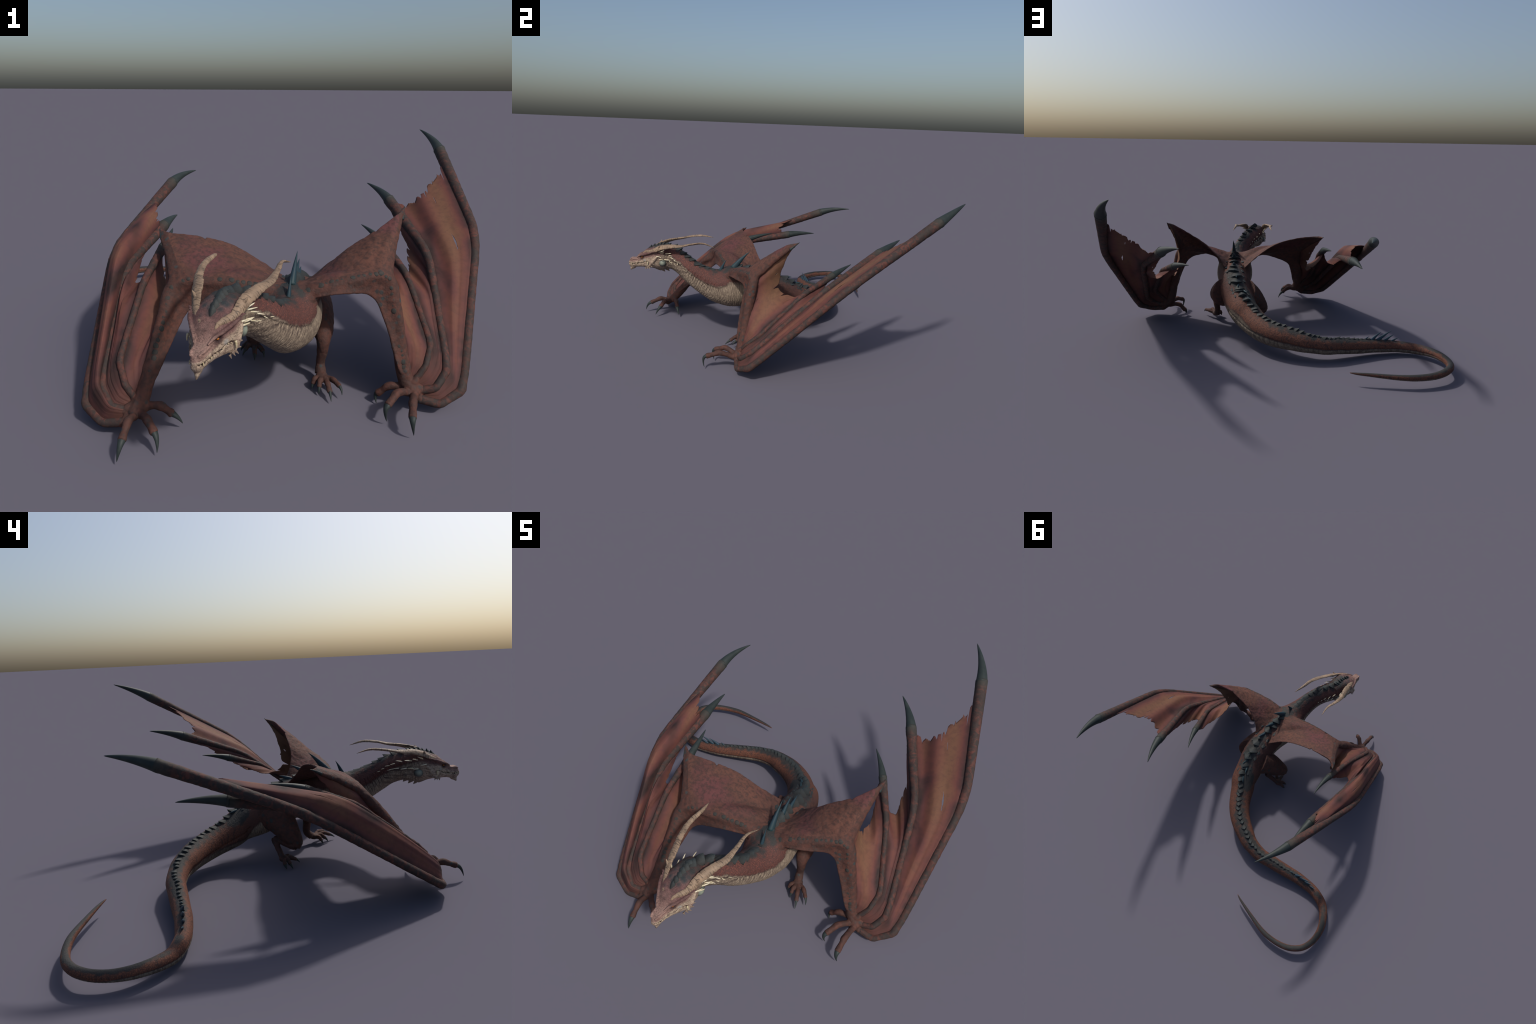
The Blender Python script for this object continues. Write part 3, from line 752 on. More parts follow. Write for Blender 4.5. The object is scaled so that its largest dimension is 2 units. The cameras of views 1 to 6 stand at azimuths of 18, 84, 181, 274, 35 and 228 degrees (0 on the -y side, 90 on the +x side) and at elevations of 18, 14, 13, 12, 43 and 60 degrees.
bpy.data.objects.remove(ob0); bpy.data.meshes.remove(me0)

# ---- melt arm, web and shoulder into each other: many passes of edge averaging, weighted by closeness to the upper arm
EDG = np.unique(np.sort(np.concatenate([np.stack([LV, np.roll(LV, -1)], 1)[np.setdiff1d(np.arange(nl), LS + LT - 1)], np.stack([LV[LS + LT - 1], LV[LS]], 1)]), axis=1), axis=0)
wgt = np.zeros(nv)
for sd, W in WING.items():
    P = np.array(W['arm'])[:, :3]; sp = np.array(W['spur'])
    near = np.where(np.abs(V - P[:4].mean(0)).max(1) < .34)[0]
    Q = V[near]
    w1 = 1 - smoothstep(.055, .105, line_dist(Q, P[:4]))
    w1 = np.maximum(w1, .8*(1 - smoothstep(.03, .07, line_dist(Q, np.array([P[3], P[3]*.3 + sp*.7])))))
    w1 = np.maximum(w1, .5*(1 - smoothstep(.04, .07, line_dist(Q, P[3:6]))))
    lead = resample(chaikin(np.array([P[0] + A(0, -.04, .0)] + list(map(np.array, W['flap'])) + [P[6]]), 2, .2), 60)
    w1 *= smoothstep(.006, .022, line_dist(Q, lead[8:]))
    w1 *= smoothstep(.006, .020, line_dist(Q, catmull(W['edge_a'], 60)))
    wgt[near] = np.maximum(wgt[near], w1)
act = np.where(wgt > .01)[0]
look = np.full(nv, -1); look[act] = np.arange(len(act))
ee = EDG[(wgt[EDG[:, 0]] > .01) | (wgt[EDG[:, 1]] > .01)]
ids = np.unique(np.concatenate([ee.ravel(), act])); loc_ = np.full(nv, -1); loc_[ids] = np.arange(len(ids))
e0, e1 = loc_[ee[:, 0]], loc_[ee[:, 1]]
X = V[ids].copy(); wl = wgt[ids][:, None]*.55; cnt = np.maximum(np.bincount(e0, minlength=len(ids)) + np.bincount(e1, minlength=len(ids)), 1)[:, None]
for _ in range(90):
    m_ = np.stack([np.bincount(e0, X[e1, c], len(ids)) + np.bincount(e1, X[e0, c], len(ids)) for c in range(3)], 1)/cnt
    X += wl*(m_ - X)
V[ids] = X
TF = [tuple(LV[s:s + t]) for s, t in zip(LS, LT)]
hb = BVHTree.FromPolygons([tuple(v) for v in V], [f for f in TF if V[f[0], 1] < -.80])
onto = lambda p, lift=0: (lambda r: np.array(r[0]) + np.array(r[1])*lift)(hb.find_nearest(Vector(p)))
MOUTH = [onto(p) for p in MOUTH]
EYE = onto(A(HX + .040, -.888, .4995)); NOSTRIL = onto(A(HX + .026, -.9585, .4765))
pre = new_mesh("pre", V, [tuple(LV[s:s + t]) for s, t in zip(LS, LT)])
NRM = np.empty(nv*3, np.float32); pre.vertex_normals.foreach_get("vector", NRM); NRM = NRM.reshape(-1, 3).astype(float)
bpy.data.meshes.remove(pre)

# ---- which part every vertex belongs to, and its place along and round the spine
kd_s = np.zeros(nv, int); best = np.full(nv, 9.0)
for i0 in range(0, nv, 20000):
    blk = V[i0:i0 + 20000]
    d = np.linalg.norm(blk[:, None, :] - SPINE[None, ::2, :3], axis=2)
    kd_s[i0:i0 + 20000] = d.argmin(1)*2; best[i0:i0 + 20000] = d.min(1)
rel = V - SPINE[kd_s, :3]
side = np.einsum('ij,ij->i', rel, S_S[kd_s]); topc = np.einsum('ij,ij->i', rel, S_U[kd_s])
hgt = topc / SPINE[kd_s, 4]
along = S_LEN[kd_s] + np.einsum('ij,ij->i', rel, S_T[kd_s])
score = best / (np.maximum(SPINE[kd_s, 3], SPINE[kd_s, 4])*1.04)
part = np.zeros(nv, int)
names = ["trunk"]
for nm, a, b, ra, rb in region:
    if nm not in names:
        names.append(nm)
    d, t = seg_dist(V, a, b)
    sc = d / (ra + (rb - ra)*t)
    w = sc < score
    score[w] = sc[w]; part[w] = names.index(nm)
is_trunk = part == 0
is_head = is_trunk & (V[:, 1] < -.742)
is_neck = is_trunk & ~is_head & (along < S_LEN[int(N_TRUNK*.47)]) & (kd_s < N_TRUNK)
is_tail = is_trunk & (kd_s > N_TRUNK + 12)
labels = np.full(nv, 0)
LAB = ["torso", "head", "neck", "tail"] + names[1:]
labels[is_head] = 1; labels[is_neck] = 2; labels[is_tail] = 3
for i, nm in enumerate(names[1:]):
    labels[part == i + 1] = 4 + i

# ---- relief worked into the united skin
disp = np.zeros(nv)
tr = np.where(is_trunk)[0]
nz1 = fbm(V[tr], 22, 3); nz2 = fbm(V[tr], 70, 2, 5.0)
al, hh = along[tr], hgt[tr]
ventral = smoothstep(.25, -.15, hh) * (V[tr, 1] > -.72)
fold = np.sin(2*np.pi*(al/.0125) + nz1*5.0)
amp = np.where(V[tr, 1] < .10, .0013, .0007) * np.minimum(1, SPINE[kd_s[tr], 3]/.04)
disp[tr] += ventral * (np.abs(fold)**.6*np.sign(fold)) * amp * .6
# neck pleats just under the red band
pleat = smoothstep(.45, .25, hh) * smoothstep(-.25, .0, hh) * (V[tr, 1] > -.73) * smoothstep(-.36, -.46, V[tr, 1])
pf = np.sin(2*np.pi*(al/.022 + hh*.5) + nz1*3)
disp[tr] += pleat * np.where(pf > .55, -.0035*(pf - .55)/.45, .0004)
# red band overhanging the throat
edge = np.interp(V[tr, 1], [-.75, -.6, -.5, -.4, -.33, -.25], [.30, .12, .10, .16, .40, .5])
on = smoothstep(-.74, -.68, V[tr, 1]) * smoothstep(-.30, -.37, V[tr, 1])
disp[tr] += on * smoothstep(edge - .07, edge + .03, hh) * smoothstep(edge + .6, edge + .2, hh) * .0045
# groove along both flanks of the tail
tl = (kd_s[tr] > N_TRUNK + 10)
g = np.exp(-((hh + .10 + nz1*.05)/.08)**2) * tl * np.minimum(1, SPINE[kd_s[tr], 3]/.05)
disp[tr] -= g * .0045
disp[tr] += nz2 * np.where(kd_s[tr] > N_TRUNK, .0004, .0007) * np.minimum(1, SPINE[kd_s[tr], 3]/.04)
lb = np.where(~is_trunk)[0]
disp[lb] += fbm(V[lb], 40, 3, 9.0) * .0016
# head features
hd = np.where(V[:, 1] < -.70)[0]
Ph = V[hd]
for f in ((lambda p: p), mirror_x):
    dm = line_dist(Ph, [f(p) for p in MOUTH])
    disp[hd] -= .0042*np.exp(-(dm/.0027)**2)
    de = np.linalg.norm((Ph - f(EYE))*A(1, .75, 1.3), axis=1)
    disp[hd] -= .0060*np.exp(-(de/.0085)**2)
    dn = np.linalg.norm((Ph - f(NOSTRIL))*A(1, .8, 1.2), axis=1)
    disp[hd] -= .0060*np.exp(-(dn/.0045)**2)
    # groove from nostril to the eye, and folds behind the jaw
    dg1 = line_dist(Ph, [f(A(.207, -.950, .472)), f(A(.212, -.925, .478)), f(A(.219, -.905, .488))])
    disp[hd] -= .0030*np.exp(-(dg1/.0040)**2)
    dj = line_dist(Ph, [f(A(.262, -.842, .470)), f(A(.258, -.832, .440)), f(A(.245, -.825, .428))])
    disp[hd] -= .0040*np.exp(-(dj/.005)**2)
    for q in range(4):
        o = A(.258, -.806 + q*.0095, .468 + q*.004)
        dq = line_dist(Ph, [f(o + A(0, .006, .030)), f(o + A(.002, 0, .008)), f(o + A(-.002, .002, -.018))])
        disp[hd] -= .0024*np.exp(-(dq/.0022)**2)
V += NRM * disp[:, None]
V[:, 2] = np.maximum(V[:, 2], .0008)

tri_faces = [tuple(LV[s:s + t]) for s, t in zip(LS, LT)]
whole = new_mesh("body_whole", V, tri_faces)
NRM = np.empty(nv*3, np.float32); whole.vertex_normals.foreach_get("vector", NRM); NRM = NRM.reshape(-1, 3).astype(float)
bvh = BVHTree.FromPolygons([tuple(v) for v in V], tri_faces)
bpy.data.meshes.remove(whole)

flab = np.zeros(npol, int)
Fq = np.array([f if len(f) == 4 else f + (f[-1],) for f in tri_faces])
L4 = labels[Fq]
flab = np.max(np.where(L4 == L4[:, :1], L4, L4), axis=1)

nice = lambda nm: nm[:-2] if nm[-2:] in ("_L", "_R") else nm
BODY = {}
cent = V[Fq].mean(1)
for i, nm in enumerate(LAB):
    sel = np.where(flab == i)[0]
    if not len(sel):
        continue
    used, inv = np.unique(Fq[sel], return_inverse=True)
    inv = inv.reshape(-1, 4)
    faces = [tuple(dict.fromkeys(q)) for q in inv.tolist()]
    me = new_mesh(nice(nm), V[used], faces)
    me.normals_split_custom_set_from_vertices([tuple(n) for n in NRM[used]])
    trunkish = i < 4
    me.materials.append(M['skin'] if trunkish else M['arm_memb'] if nm.startswith('arm_membrane') else M['limb'])
    if nm == "head":
        me.materials.append(M['mouth'])
        c = cent[sel]
        flatp = lambda p: np.array(p)*A(0, 1, 1)
        dm = line_dist(flatp(c), [flatp(p) for p in MOUTH]) + 9*(np.abs(c[:, 0] - HX) < .007) + 9*(c[:, 1] > MOUTH[-1][1])
        # the lips part unevenly
        gap = .0016 + .0009*np.sin(c[:, 1]*190)
        dn = np.minimum(np.linalg.norm(c - NOSTRIL, axis=1), np.linalg.norm(c - mirror_x(NOSTRIL), axis=1))
        dm = np.minimum(dm, dn - .0012)
        me.polygons.foreach_set("material_index", (dm < gap).astype(np.int32))
    ob = new_object(nice(nm), me, root)
    BODY[nm] = ob

def on_skin(p):
    loc, n, idx, d = bvh.find_nearest(Vector(p))
    return np.array(loc), np.array(n)

# ------------------------------------------------------------------ claws
def bezier(a, b, c, n):
    t = np.linspace(0, 1, n)[:, None]
    return (1-t)**2*a + 2*t*(1-t)*b + t*t*c

def claw_mesh(base, tip, ctrl, r0, n=22, m=14, flat=.85, blunt=.06):
    P = bezier(np.asarray(base), np.asarray(ctrl), np.asarray(tip), n)
    t = np.linspace(0, 1, n)
    r = r0 * ((1 - t)**.85*(1 - blunt) + blunt) * (1 - .25*np.exp(-(t/.06)**2)*0)
    r[-1] *= .45
    up = unit(np.cross(tip - base, ctrl - base) + A(1e-4, 2e-4, 1e-4))
    return tube(P, r*flat, r, m, up)

for sd, W in WING.items():
    for t in W['toes']:
        t = np.array(t); d = unit(t[2] - t[1]); L = np.linalg.norm(t[3] - t[2])
        base = t[2] - d*.003
        ctrl = t[2] + d*L*.45 + A(0, 0, .004)
        Vc, Fc = claw_mesh(base, t[3], ctrl, .0138)
        new_object("claw", new_mesh("claw", Vc, Fc), BODY["hand_" + sd], M['claw'])
for sd, L in LEGS.items():
    for t in L['toes']:
        t = np.array(t); d = unit(t[2] - t[1]); ln = np.linalg.norm(t[3] - t[2])
        Vc, Fc = claw_mesh(t[2] - d*.003, t[3], t[2] + d*ln*.5, .0092)
        new_object("claw", new_mesh("claw", Vc, Fc), BODY["foot_" + sd], M['claw'])

# ------------------------------------------------------------------ wings
def grid_mesh(P):
    n, m, _ = P.shape
    return P.reshape(-1, 3), grid_faces(n, m, closed=False)

def membrane(name, hubP, hubQ, edge, parent, mat, nv=150, nt=70, bulge=(0, 0, 0), pull=1.6, tears=(), rag=.012, seed=0, holes=(), thick=.0022, fold=.0040):
    """Sheet between two limb paths that share a hub, its free edge following `edge` from the end of hubP to the end of hubQ."""
    v = np.linspace(0, 1, nv)
    t = np.linspace(0, 1, nt)
    rs = np.random.RandomState(seed + 40)
    # ragged rim: small nibbles plus narrow slits
    nib = np.array([mnoise.noise((x*34, seed*3.1, 0)) + .6*mnoise.noise((x*95, seed*1.7, 4)) for x in v])
    kx = np.sort(np.concatenate([[0, 1], rs.uniform(.02, .98, 46)])); ky = rs.uniform(0, 1, 48)**2.2
    tm = 1 - rag*(.5*np.clip(nib + .25, 0, 2) + 1.5*np.interp(v, kx, ky))*np.sin(np.pi*v)**.3
    for c, w, dp in tears:
        tm -= dp*np.clip(1 - np.abs(v - c)/w, 0, 1)**1.3
    tm[0] = tm[-1] = 1
    G = sheet_grid(hubP, hubQ, edge, nv, nt, tm, pull, bulge)
    # soft folds fanning from the hub
    wr = np.array([mnoise.noise((x*9, seed*2.3, 7)) for x in v])
    nrm = np.cross(np.gradient(G, axis=0), np.gradient(G, axis=1))
    nrm /= np.maximum(np.linalg.norm(nrm, axis=2, keepdims=True), 1e-9)
    G += nrm*(wr*np.sin(np.pi*v))[:, None, None]*(fold*np.sin(np.pi*t**.7))[None, :, None]
    Vg, Fg = grid_mesh(G)
    keep = []
    for k_, f in enumerate(Fg):
        i, j = divmod(f[0], nt)
        hit = False
        for hv, ht, rv, rt, ang in holes:
            dv, dt = v[i] - hv, t[j] - ht
            x = dv*math.cos(ang) + dt*math.sin(ang); y = -dv*math.sin(ang) + dt*math.cos(ang)
            if abs(x)/rv + abs(y)/rt < 1 + .5*mnoise.noise((i*.6, j*.6, 3.3)):
                hit = True
        if not hit:
            keep.append(f)
    me = new_mesh(name, Vg, keep)
    ob = new_object(name, me, parent, mat)
    so = ob.modifiers.new("thickness", 'SOLIDIFY'); so.thickness = thick; so.offset = 0
    return ob

for sd, W in WING.items():
    wing = bpy.data.objects.new("wing", None); bpy.context.scene.collection.objects.link(wing); wing.parent = root
    arm = np.array(W['arm'])[:, :3]; spur = np.array(W['spur'])
    fingers = []
    for j, f in enumerate(W['f']):
        f = np.array(f); rr = np.array(FINGER_R[j])
        path = np.hstack([f[:5], rr[:, None]])
        path = np.vstack([np.append(f[0]*.5 + np.array(W['hand'])*.5, rr[0]*.75)[None], path])
        Q = resample(chaikin(path, 2, .10), 170)
        Pq, r = Q[:, :3], Q[:, 3].copy()
        al_ = np.linspace(0, 1, 170)
        T, S, U = frames(Pq, unit(np.cross(f[3] - f[2], f[4] - f[3]) + A(.01, .02, .01)))
        m = 24; a = np.linspace(0, 2*np.pi, m, endpoint=False)
        # knobbly joints and ringed skin
        for jt in (f[2], f[3]):
            r *= 1 + .10*np.exp(-(np.linalg.norm(Pq - jt, axis=1)/.022)**2)
        R = Pq[:, None, :] + r[:, None, None]*(S[:, None, :]*np.cos(a)[None, :, None] + U[:, None, :]*np.sin(a)[None, :, None])
        flat = R.reshape(-1, 3); cen = np.repeat(Pq, m, axis=0); out = (flat - cen)/np.maximum(np.linalg.norm(flat - cen, axis=1, keepdims=True), 1e-9)
        flat = flat + out*(fbm(flat, 55, 3, j*3.0)*.0013)[:, None]
        Vf, Ff = loft_rings(flat.reshape(170, m, 3))
        fo = new_object("wing_finger", new_mesh("wing_finger", Vf, Ff), wing, M['finger'])
        d = unit(f[4] - f[3]); ln = np.linalg.norm(f[5] - f[4])
        Vc, Fc = claw_mesh(f[4] - d*.012, f[5], f[4] + d*ln*.42, rr[4]*1.03, 30, 20, .95, .05)
        new_object("wing_claw", new_mesh("wing_claw", Vc, Fc), fo, M['claw'])
        fingers.append(resample(chaikin(f[:5], 2, .10), 90))
    # spur claw
    d = unit(spur - arm[3])
    Vc, Fc = claw_mesh(arm[3] + (spur - arm[3])*.80 + A(0, 0, .003), spur + d*.004, arm[3] + (spur - arm[3])*.93 + A(0, 0, .006), .0105, 18, 12)
    new_object("spur_claw", new_mesh("spur_claw", Vc, Fc), wing, M['claw'])

    hub = arm[6]
    fl = lambda i: np.vstack([hub[None], fingers[i]])
    K = [W['f'][i] for i in range(3)]
    ln = lambda i: [(K[i][2], K[i][3]), (K[i][3], K[i][4])]
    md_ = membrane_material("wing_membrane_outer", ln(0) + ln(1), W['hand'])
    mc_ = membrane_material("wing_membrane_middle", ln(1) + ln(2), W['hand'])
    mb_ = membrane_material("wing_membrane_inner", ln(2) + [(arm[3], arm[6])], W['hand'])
    sgn = 1 if sd == 'L' else -1
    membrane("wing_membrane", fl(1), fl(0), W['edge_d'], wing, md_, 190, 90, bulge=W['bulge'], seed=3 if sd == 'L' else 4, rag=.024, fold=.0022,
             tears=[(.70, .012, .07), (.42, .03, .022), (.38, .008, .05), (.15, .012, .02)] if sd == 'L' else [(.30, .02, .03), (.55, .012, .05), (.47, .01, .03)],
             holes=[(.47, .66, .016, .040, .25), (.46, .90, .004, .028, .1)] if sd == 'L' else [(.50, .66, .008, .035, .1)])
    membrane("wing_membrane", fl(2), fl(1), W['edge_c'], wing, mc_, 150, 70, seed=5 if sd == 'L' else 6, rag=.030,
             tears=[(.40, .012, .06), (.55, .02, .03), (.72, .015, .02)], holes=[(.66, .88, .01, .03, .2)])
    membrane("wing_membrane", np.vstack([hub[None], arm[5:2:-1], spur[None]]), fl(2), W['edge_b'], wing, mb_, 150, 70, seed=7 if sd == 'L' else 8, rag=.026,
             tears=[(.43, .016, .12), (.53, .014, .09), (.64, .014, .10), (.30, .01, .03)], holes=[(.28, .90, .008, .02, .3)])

# ------------------------------------------------------------------ back scales and spines
def scale_mesh():
    """one back scale: unit width and length, arched, keeled, its free rear lip raised and pointed"""
    nx, ny = 13, 11
    G = np.zeros((ny, nx, 3))
    for j in range(ny):
        b = j/(ny - 1)
        for i in range(nx):
            x = i/(nx - 1)*2 - 1
            wid = .5*(.84 + .16*b)
            y = b*(1 - .44*abs(x)**1.15)
            z = .12 + .52*b*(1 - .50*abs(x)**1.5) - .70*x*x + .07*max(0, 1 - abs(x)*4)*b
            G[j, i] = (x*wid, y, z)
    Vt, Ft = grid_mesh(G)
    low = G.copy(); low[:, :, 2] -= .30 + .28*np.linspace(0, 1, ny)[:, None]; low[:, :, 1] -= .06*np.linspace(0, 1, ny)[:, None]
    Vb, Fb = grid_mesh(low)
    n = nx*ny
    F = [f[::-1] for f in Ft] + [tuple(i + n for i in f) for f in Fb]
    rim = [(0, i) for i in range(nx)] + [(j, nx - 1) for j in range(1, ny)] + [(ny - 1, i) for i in range(nx - 2, -1, -1)] + [(j, 0) for j in range(ny - 2, 0, -1)]
    ids = [j*nx + i for j, i in rim]
    for a, b in zip(ids, ids[1:] + ids[:1]):
        F.append((a, b, b + n, a + n))
    return new_mesh("back_scale", np.vstack([Vt, Vb]), F, smooth=False)

SCALE = scale_mesh(); SCALE.materials.append(M['plate'])
def spine_mesh(name, mat, bend=.35):
    P = bezier(A(0, 0, -.15), A(0, .02, .45), A(0, bend, 1.0), 18)
    t = np.linspace(0, 1, 18)
    r = (1 - t)**.9 + .02
    Vs, Fs = tube(P, r*.55, r, 14, (0, 1, 0))
    me = new_mesh(name, Vs, Fs); me.materials.append(mat)
    return me
# tube frames: x is across for the flattened axis
SPIKE = spine_mesh("back_spine", M['spine']); TSPIKE = spine_mesh("tail_spine", M['tail_spine'], .15)

def place(me, name, loc, fwd, up, scale, parent):
    up = unit(up); fwd = unit(np.asarray(fwd) - up*np.dot(fwd, up)); sd_ = np.cross(fwd, up)
    ob = new_object(name, me, parent)
    Rm = Matrix(((sd_[0], fwd[0], up[0], loc[0]), (sd_[1], fwd[1], up[1], loc[1]), (sd_[2], fwd[2], up[2], loc[2]), (0, 0, 0, 1)))
    ob.matrix_world = Rm @ Matrix.Diagonal((*scale, 1))
    return ob

def dorsal(s):
    i = int(np.clip(np.searchsorted(S_LEN, s), 0, len(SPINE) - 1))
    p = SPINE[i, :3] + S_U[i]*SPINE[i, 4]
    loc, n = on_skin(p)
    return i, loc, S_U[i]

s_head = -0.085
total = S_LEN[-1]
s_shoulder = S_LEN[int(np.argmin(np.abs(SPINE[:N_TRUNK, 1] + .385)))]
s_hip = S_LEN[N_TRUNK]
s_tsp = S_LEN[int(np.argmin(np.linalg.norm(SPINE[:, :3] - A(-.575, .345, .057), axis=1)))]
# crown scales on the head
for y, w in ((-.858, .030), (-.838, .036), (-.818, .040), (-.798, .044), (-.778, .048), (-.757, .050)):
    z = np.interp(y, [r[0] for r in HEAD], [r[1] for r in HEAD])
    loc, n = on_skin((HX, y, z + .004))
    place(SCALE, "back_scale", loc - n*.002, (0, 1, .45), n + A(0, 0, 0), (w, .036, .017), BODY["head"])
s = .006
while s < s_tsp:
    i, loc, up = dorsal(s)
    if s < s_shoulder - .06:
        w, l, st, h = .062, .048, .0330, .0185
    elif s < s_shoulder:
        w, l, st, h = .056, .036, .0230, .0165
    elif s < s_hip - .07:
        w, l, st, h = .080, .066, .0480, .027
    elif s < s_hip + .12:
        f = (s - s_hip + .07)/.19
        w, l, st, h = .076 - .020*f, .058, .0420, .026
    else:
        f = (s - s_hip - .12)/(s_tsp - s_hip - .12)
        w, l, st, h = .056 - .030*f, .052 - .018*f, .0405 - .0145*f, .021 - .007*f
    j = random.uniform(.86, 1.10)
    par = BODY["neck"] if s < s_shoulder - .02 else BODY["torso"] if s < s_hip else BODY["tail"]
    fwd = S_T[i] + np.array([random.uniform(-.12, .12), random.uniform(-.05, .05), random.uniform(.02, .14)])
    up = unit(up + .10*random.uniform(-1, 1)*S_S[i])
    place(SCALE, "back_scale", loc - up*(.0010 if s < s_shoulder else .0030), fwd, up, (w*j, l*random.uniform(.92, 1.12), h*random.uniform(.85, 1.35)), par)
    # broken side scales beside the midline on the trunk
    if s_shoulder + .17 < s < s_hip + .05 and random.random() < .85:
        for q in (-1, 1):
            p, n = on_skin(SPINE[i, :3] + S_U[i]*SPINE[i, 4]*.93 + S_S[i]*q*SPINE[i, 3]*.42)
            place(SCALE, "back_scale", p - n*.003, S_T[i] + .25*q*S_S[i], n, (w*.45*j, l*.70, h*.40), par)
    s += st

def spine_at(me, name, tip, base, r, parent):
    tip, base = np.array(tip), np.array(base)
    b, n = on_skin(base)
    d = tip - b; ln = np.linalg.norm(d)
    up = unit(d); back = A(0, 1, 0) if abs(up[1]) < .97 else A(0, 0, -1)
    # the spine mesh ends at (0, bend, 1): tilt so that its tip lands on `tip`
    bend = .35 if me is SPIKE else .15
    hyp = math.hypot(1, bend); ang = math.atan2(bend, 1)
    f = unit(back - up*np.dot(back, up))
    up2 = up*math.cos(ang) + (-f)*math.sin(ang)*0 + unit(A(0, 0, 1) - up*up[2])*math.sin(ang) if True else up
    up2 = unit(up2)
    f2 = unit(up - up2*np.dot(up, up2))
    L = ln/hyp
    sx = r
    sd_ = np.cross(f2, up2)
    ob = new_object(name, me, parent)
    Rm = Matrix(((sd_[0], f2[0], up2[0], b[0]), (sd_[1], f2[1], up2[1], b[1]), (sd_[2], f2[2], up2[2], b[2]), (0, 0, 0, 1)))
    ob.matrix_world = Rm @ Matrix.Diagonal((sx, L, L, 1))
    return ob

# spine meshes carry their own width, so each gets a mesh from the same rule
def back_spine(tip, base, r, parent, mat, name="back_spine", swell=1.0):
    tip, base = np.array(tip, float), np.array(base, float)
    b, n = on_skin(base)
    up = unit(tip - b)
    ctrl = b + (tip - b)*.5 + unit(n)*.10*np.linalg.norm(tip - b)
    P = bezier(b - up*.012, ctrl, tip, 20); t = np.linspace(0, 1, 20)
    rr = r*1.3*((1 - t)**1.05 + .015)
    Vs, Fs = tube(P, rr*.72*swell, rr, 12, (0, 0, 1))
    return new_object(name, new_mesh(name, Vs, Fs), parent, mat)

for tip, base, r in [((.299, -.352, .512), (.301, -.388, .460), .010), ((.287, -.204, .564), (.292, -.300, .480), .017),
                     ((.274, -.107, .500), (.281, -.195, .455), .015), ((.268, -.043, .444), (.271, -.098, .424), .012),
                     ((.236, .080, .382), (.242, .030, .368), .010), ((.221, .144, .338), (.222, .098, .325), .010),
                     ((.158, .172, .312), (.185, .135, .292), .010), ((.125, .220, .281), (.158, .190, .262), .010), ((.196, .150, .318), (.208, .115, .305), .007)]:
    back_spine(tip, base, r, BODY["torso"] if base[1] < .06 else BODY["tail"], M['spine'])
for tip, base, r in [((-.571, .350, .118), (-.548, .353, .098), .006), ((-.645, .320, .137), (-.592, .340, .092), .0095), ((-.708, .309, .141), (-.630, .331, .086), .0095),
                     ((-.722, .308, .117), (-.673, .321, .082), .008), ((-.750, .311, .100), (-.716, .315, .078), .006)]:
    back_spine(tip, base, r, BODY["tail"], M['tail_spine'], "tail_spine")

# ------------------------------------------------------------------ horns
def horn(path, side_sign):
    n, m = 90, 26
    P = catmull(path, n); t = np.linspace(0, 1, n)
    wide = np.interp(t, [0, .08, .2, .34, .5, .65, .8, .92, 1], [.004, .0105, .0175, .0215, .0165, .0125, .0100, .0060, .0010])
    thin = wide*np.interp(t, [0, .3, .6, 1], [.55, .46, .50, .7])
    T, S, U = frames(P)
    tw = np.interp(t, [0, .25, .5, .75, 1], [-.9, -.75, -.35, .3, .6])*side_sign
    a = np.linspace(0, 2*np.pi, m, endpoint=False)
    ca, sa = np.cos(a), np.sin(a)
    ca = np.sign(ca)*np.abs(ca)**1.25; sa = np.sign(sa)*np.abs(sa)**1.25
    S2 = S*np.cos(tw)[:, None] + U*np.sin(tw)[:, None]; U2 = U*np.cos(tw)[:, None] - S*np.sin(tw)[:, None]
    ringy = 1 + .015*np.sin(t*190) + .05*np.array([mnoise.noise((x*16, side_sign*2.0, 1.5)) for x in t])
    R = P[:, None] + (S2[:, None]*(wide*ringy)[:, None, None]*ca[None, :, None] + U2[:, None]*(thin*ringy)[:, None, None]*sa[None, :, None])
    flat = R.reshape(-1, 3); cen = np.repeat(P, m, axis=0)
    k = 1 + .15*fbm(flat, 120, 3, 2.0)
    flat = cen + (flat - cen)*k[:, None]
    Vh, Fh = loft_rings(flat.reshape(n, m, 3))
    # a thorn on the upper outer edge
    q = int(n*.27)
    tp = P[q] + U2[q]*.014
    Vt, Ft = path_tube([tuple(P[q] - U2[q]*.004 - T[q]*.010) + (.0100,), tuple(tp - U2[q]*.003 + T[q]*.002) + (.0052,), tuple(tp + U2[q]*.007 + T[q]*.012) + (.0006,)], 10, 10, up=(1, 0, 0))
    return merge([(Vh, Fh), (Vt, Ft)])
HL = [A(.211, -.882, .524), A(.218, -.868, .537), A(.247, -.822, .546), A(.260, -.768, .572), A(.283, -.695, .588), A(.302, -.637, .594), A(.306, -.573, .608), A(.301, -.501, .613), A(.315, -.432, .592)]
HR = [A(.165, -.882, .522), A(.155, -.866, .534), A(.127, -.824, .545), A(.107, -.772, .571), A(.085, -.710, .587), A(.060, -.640, .595), A(.052, -.575, .607), A(.055, -.505, .611), A(.040, -.437, .596)]
for hp, sg in ((HL, 1), (HR, -1)):
    Vh, Fh = horn(hp, sg)
    new_object("horn", new_mesh("horn", Vh, Fh), BODY["head"], M['horn'])

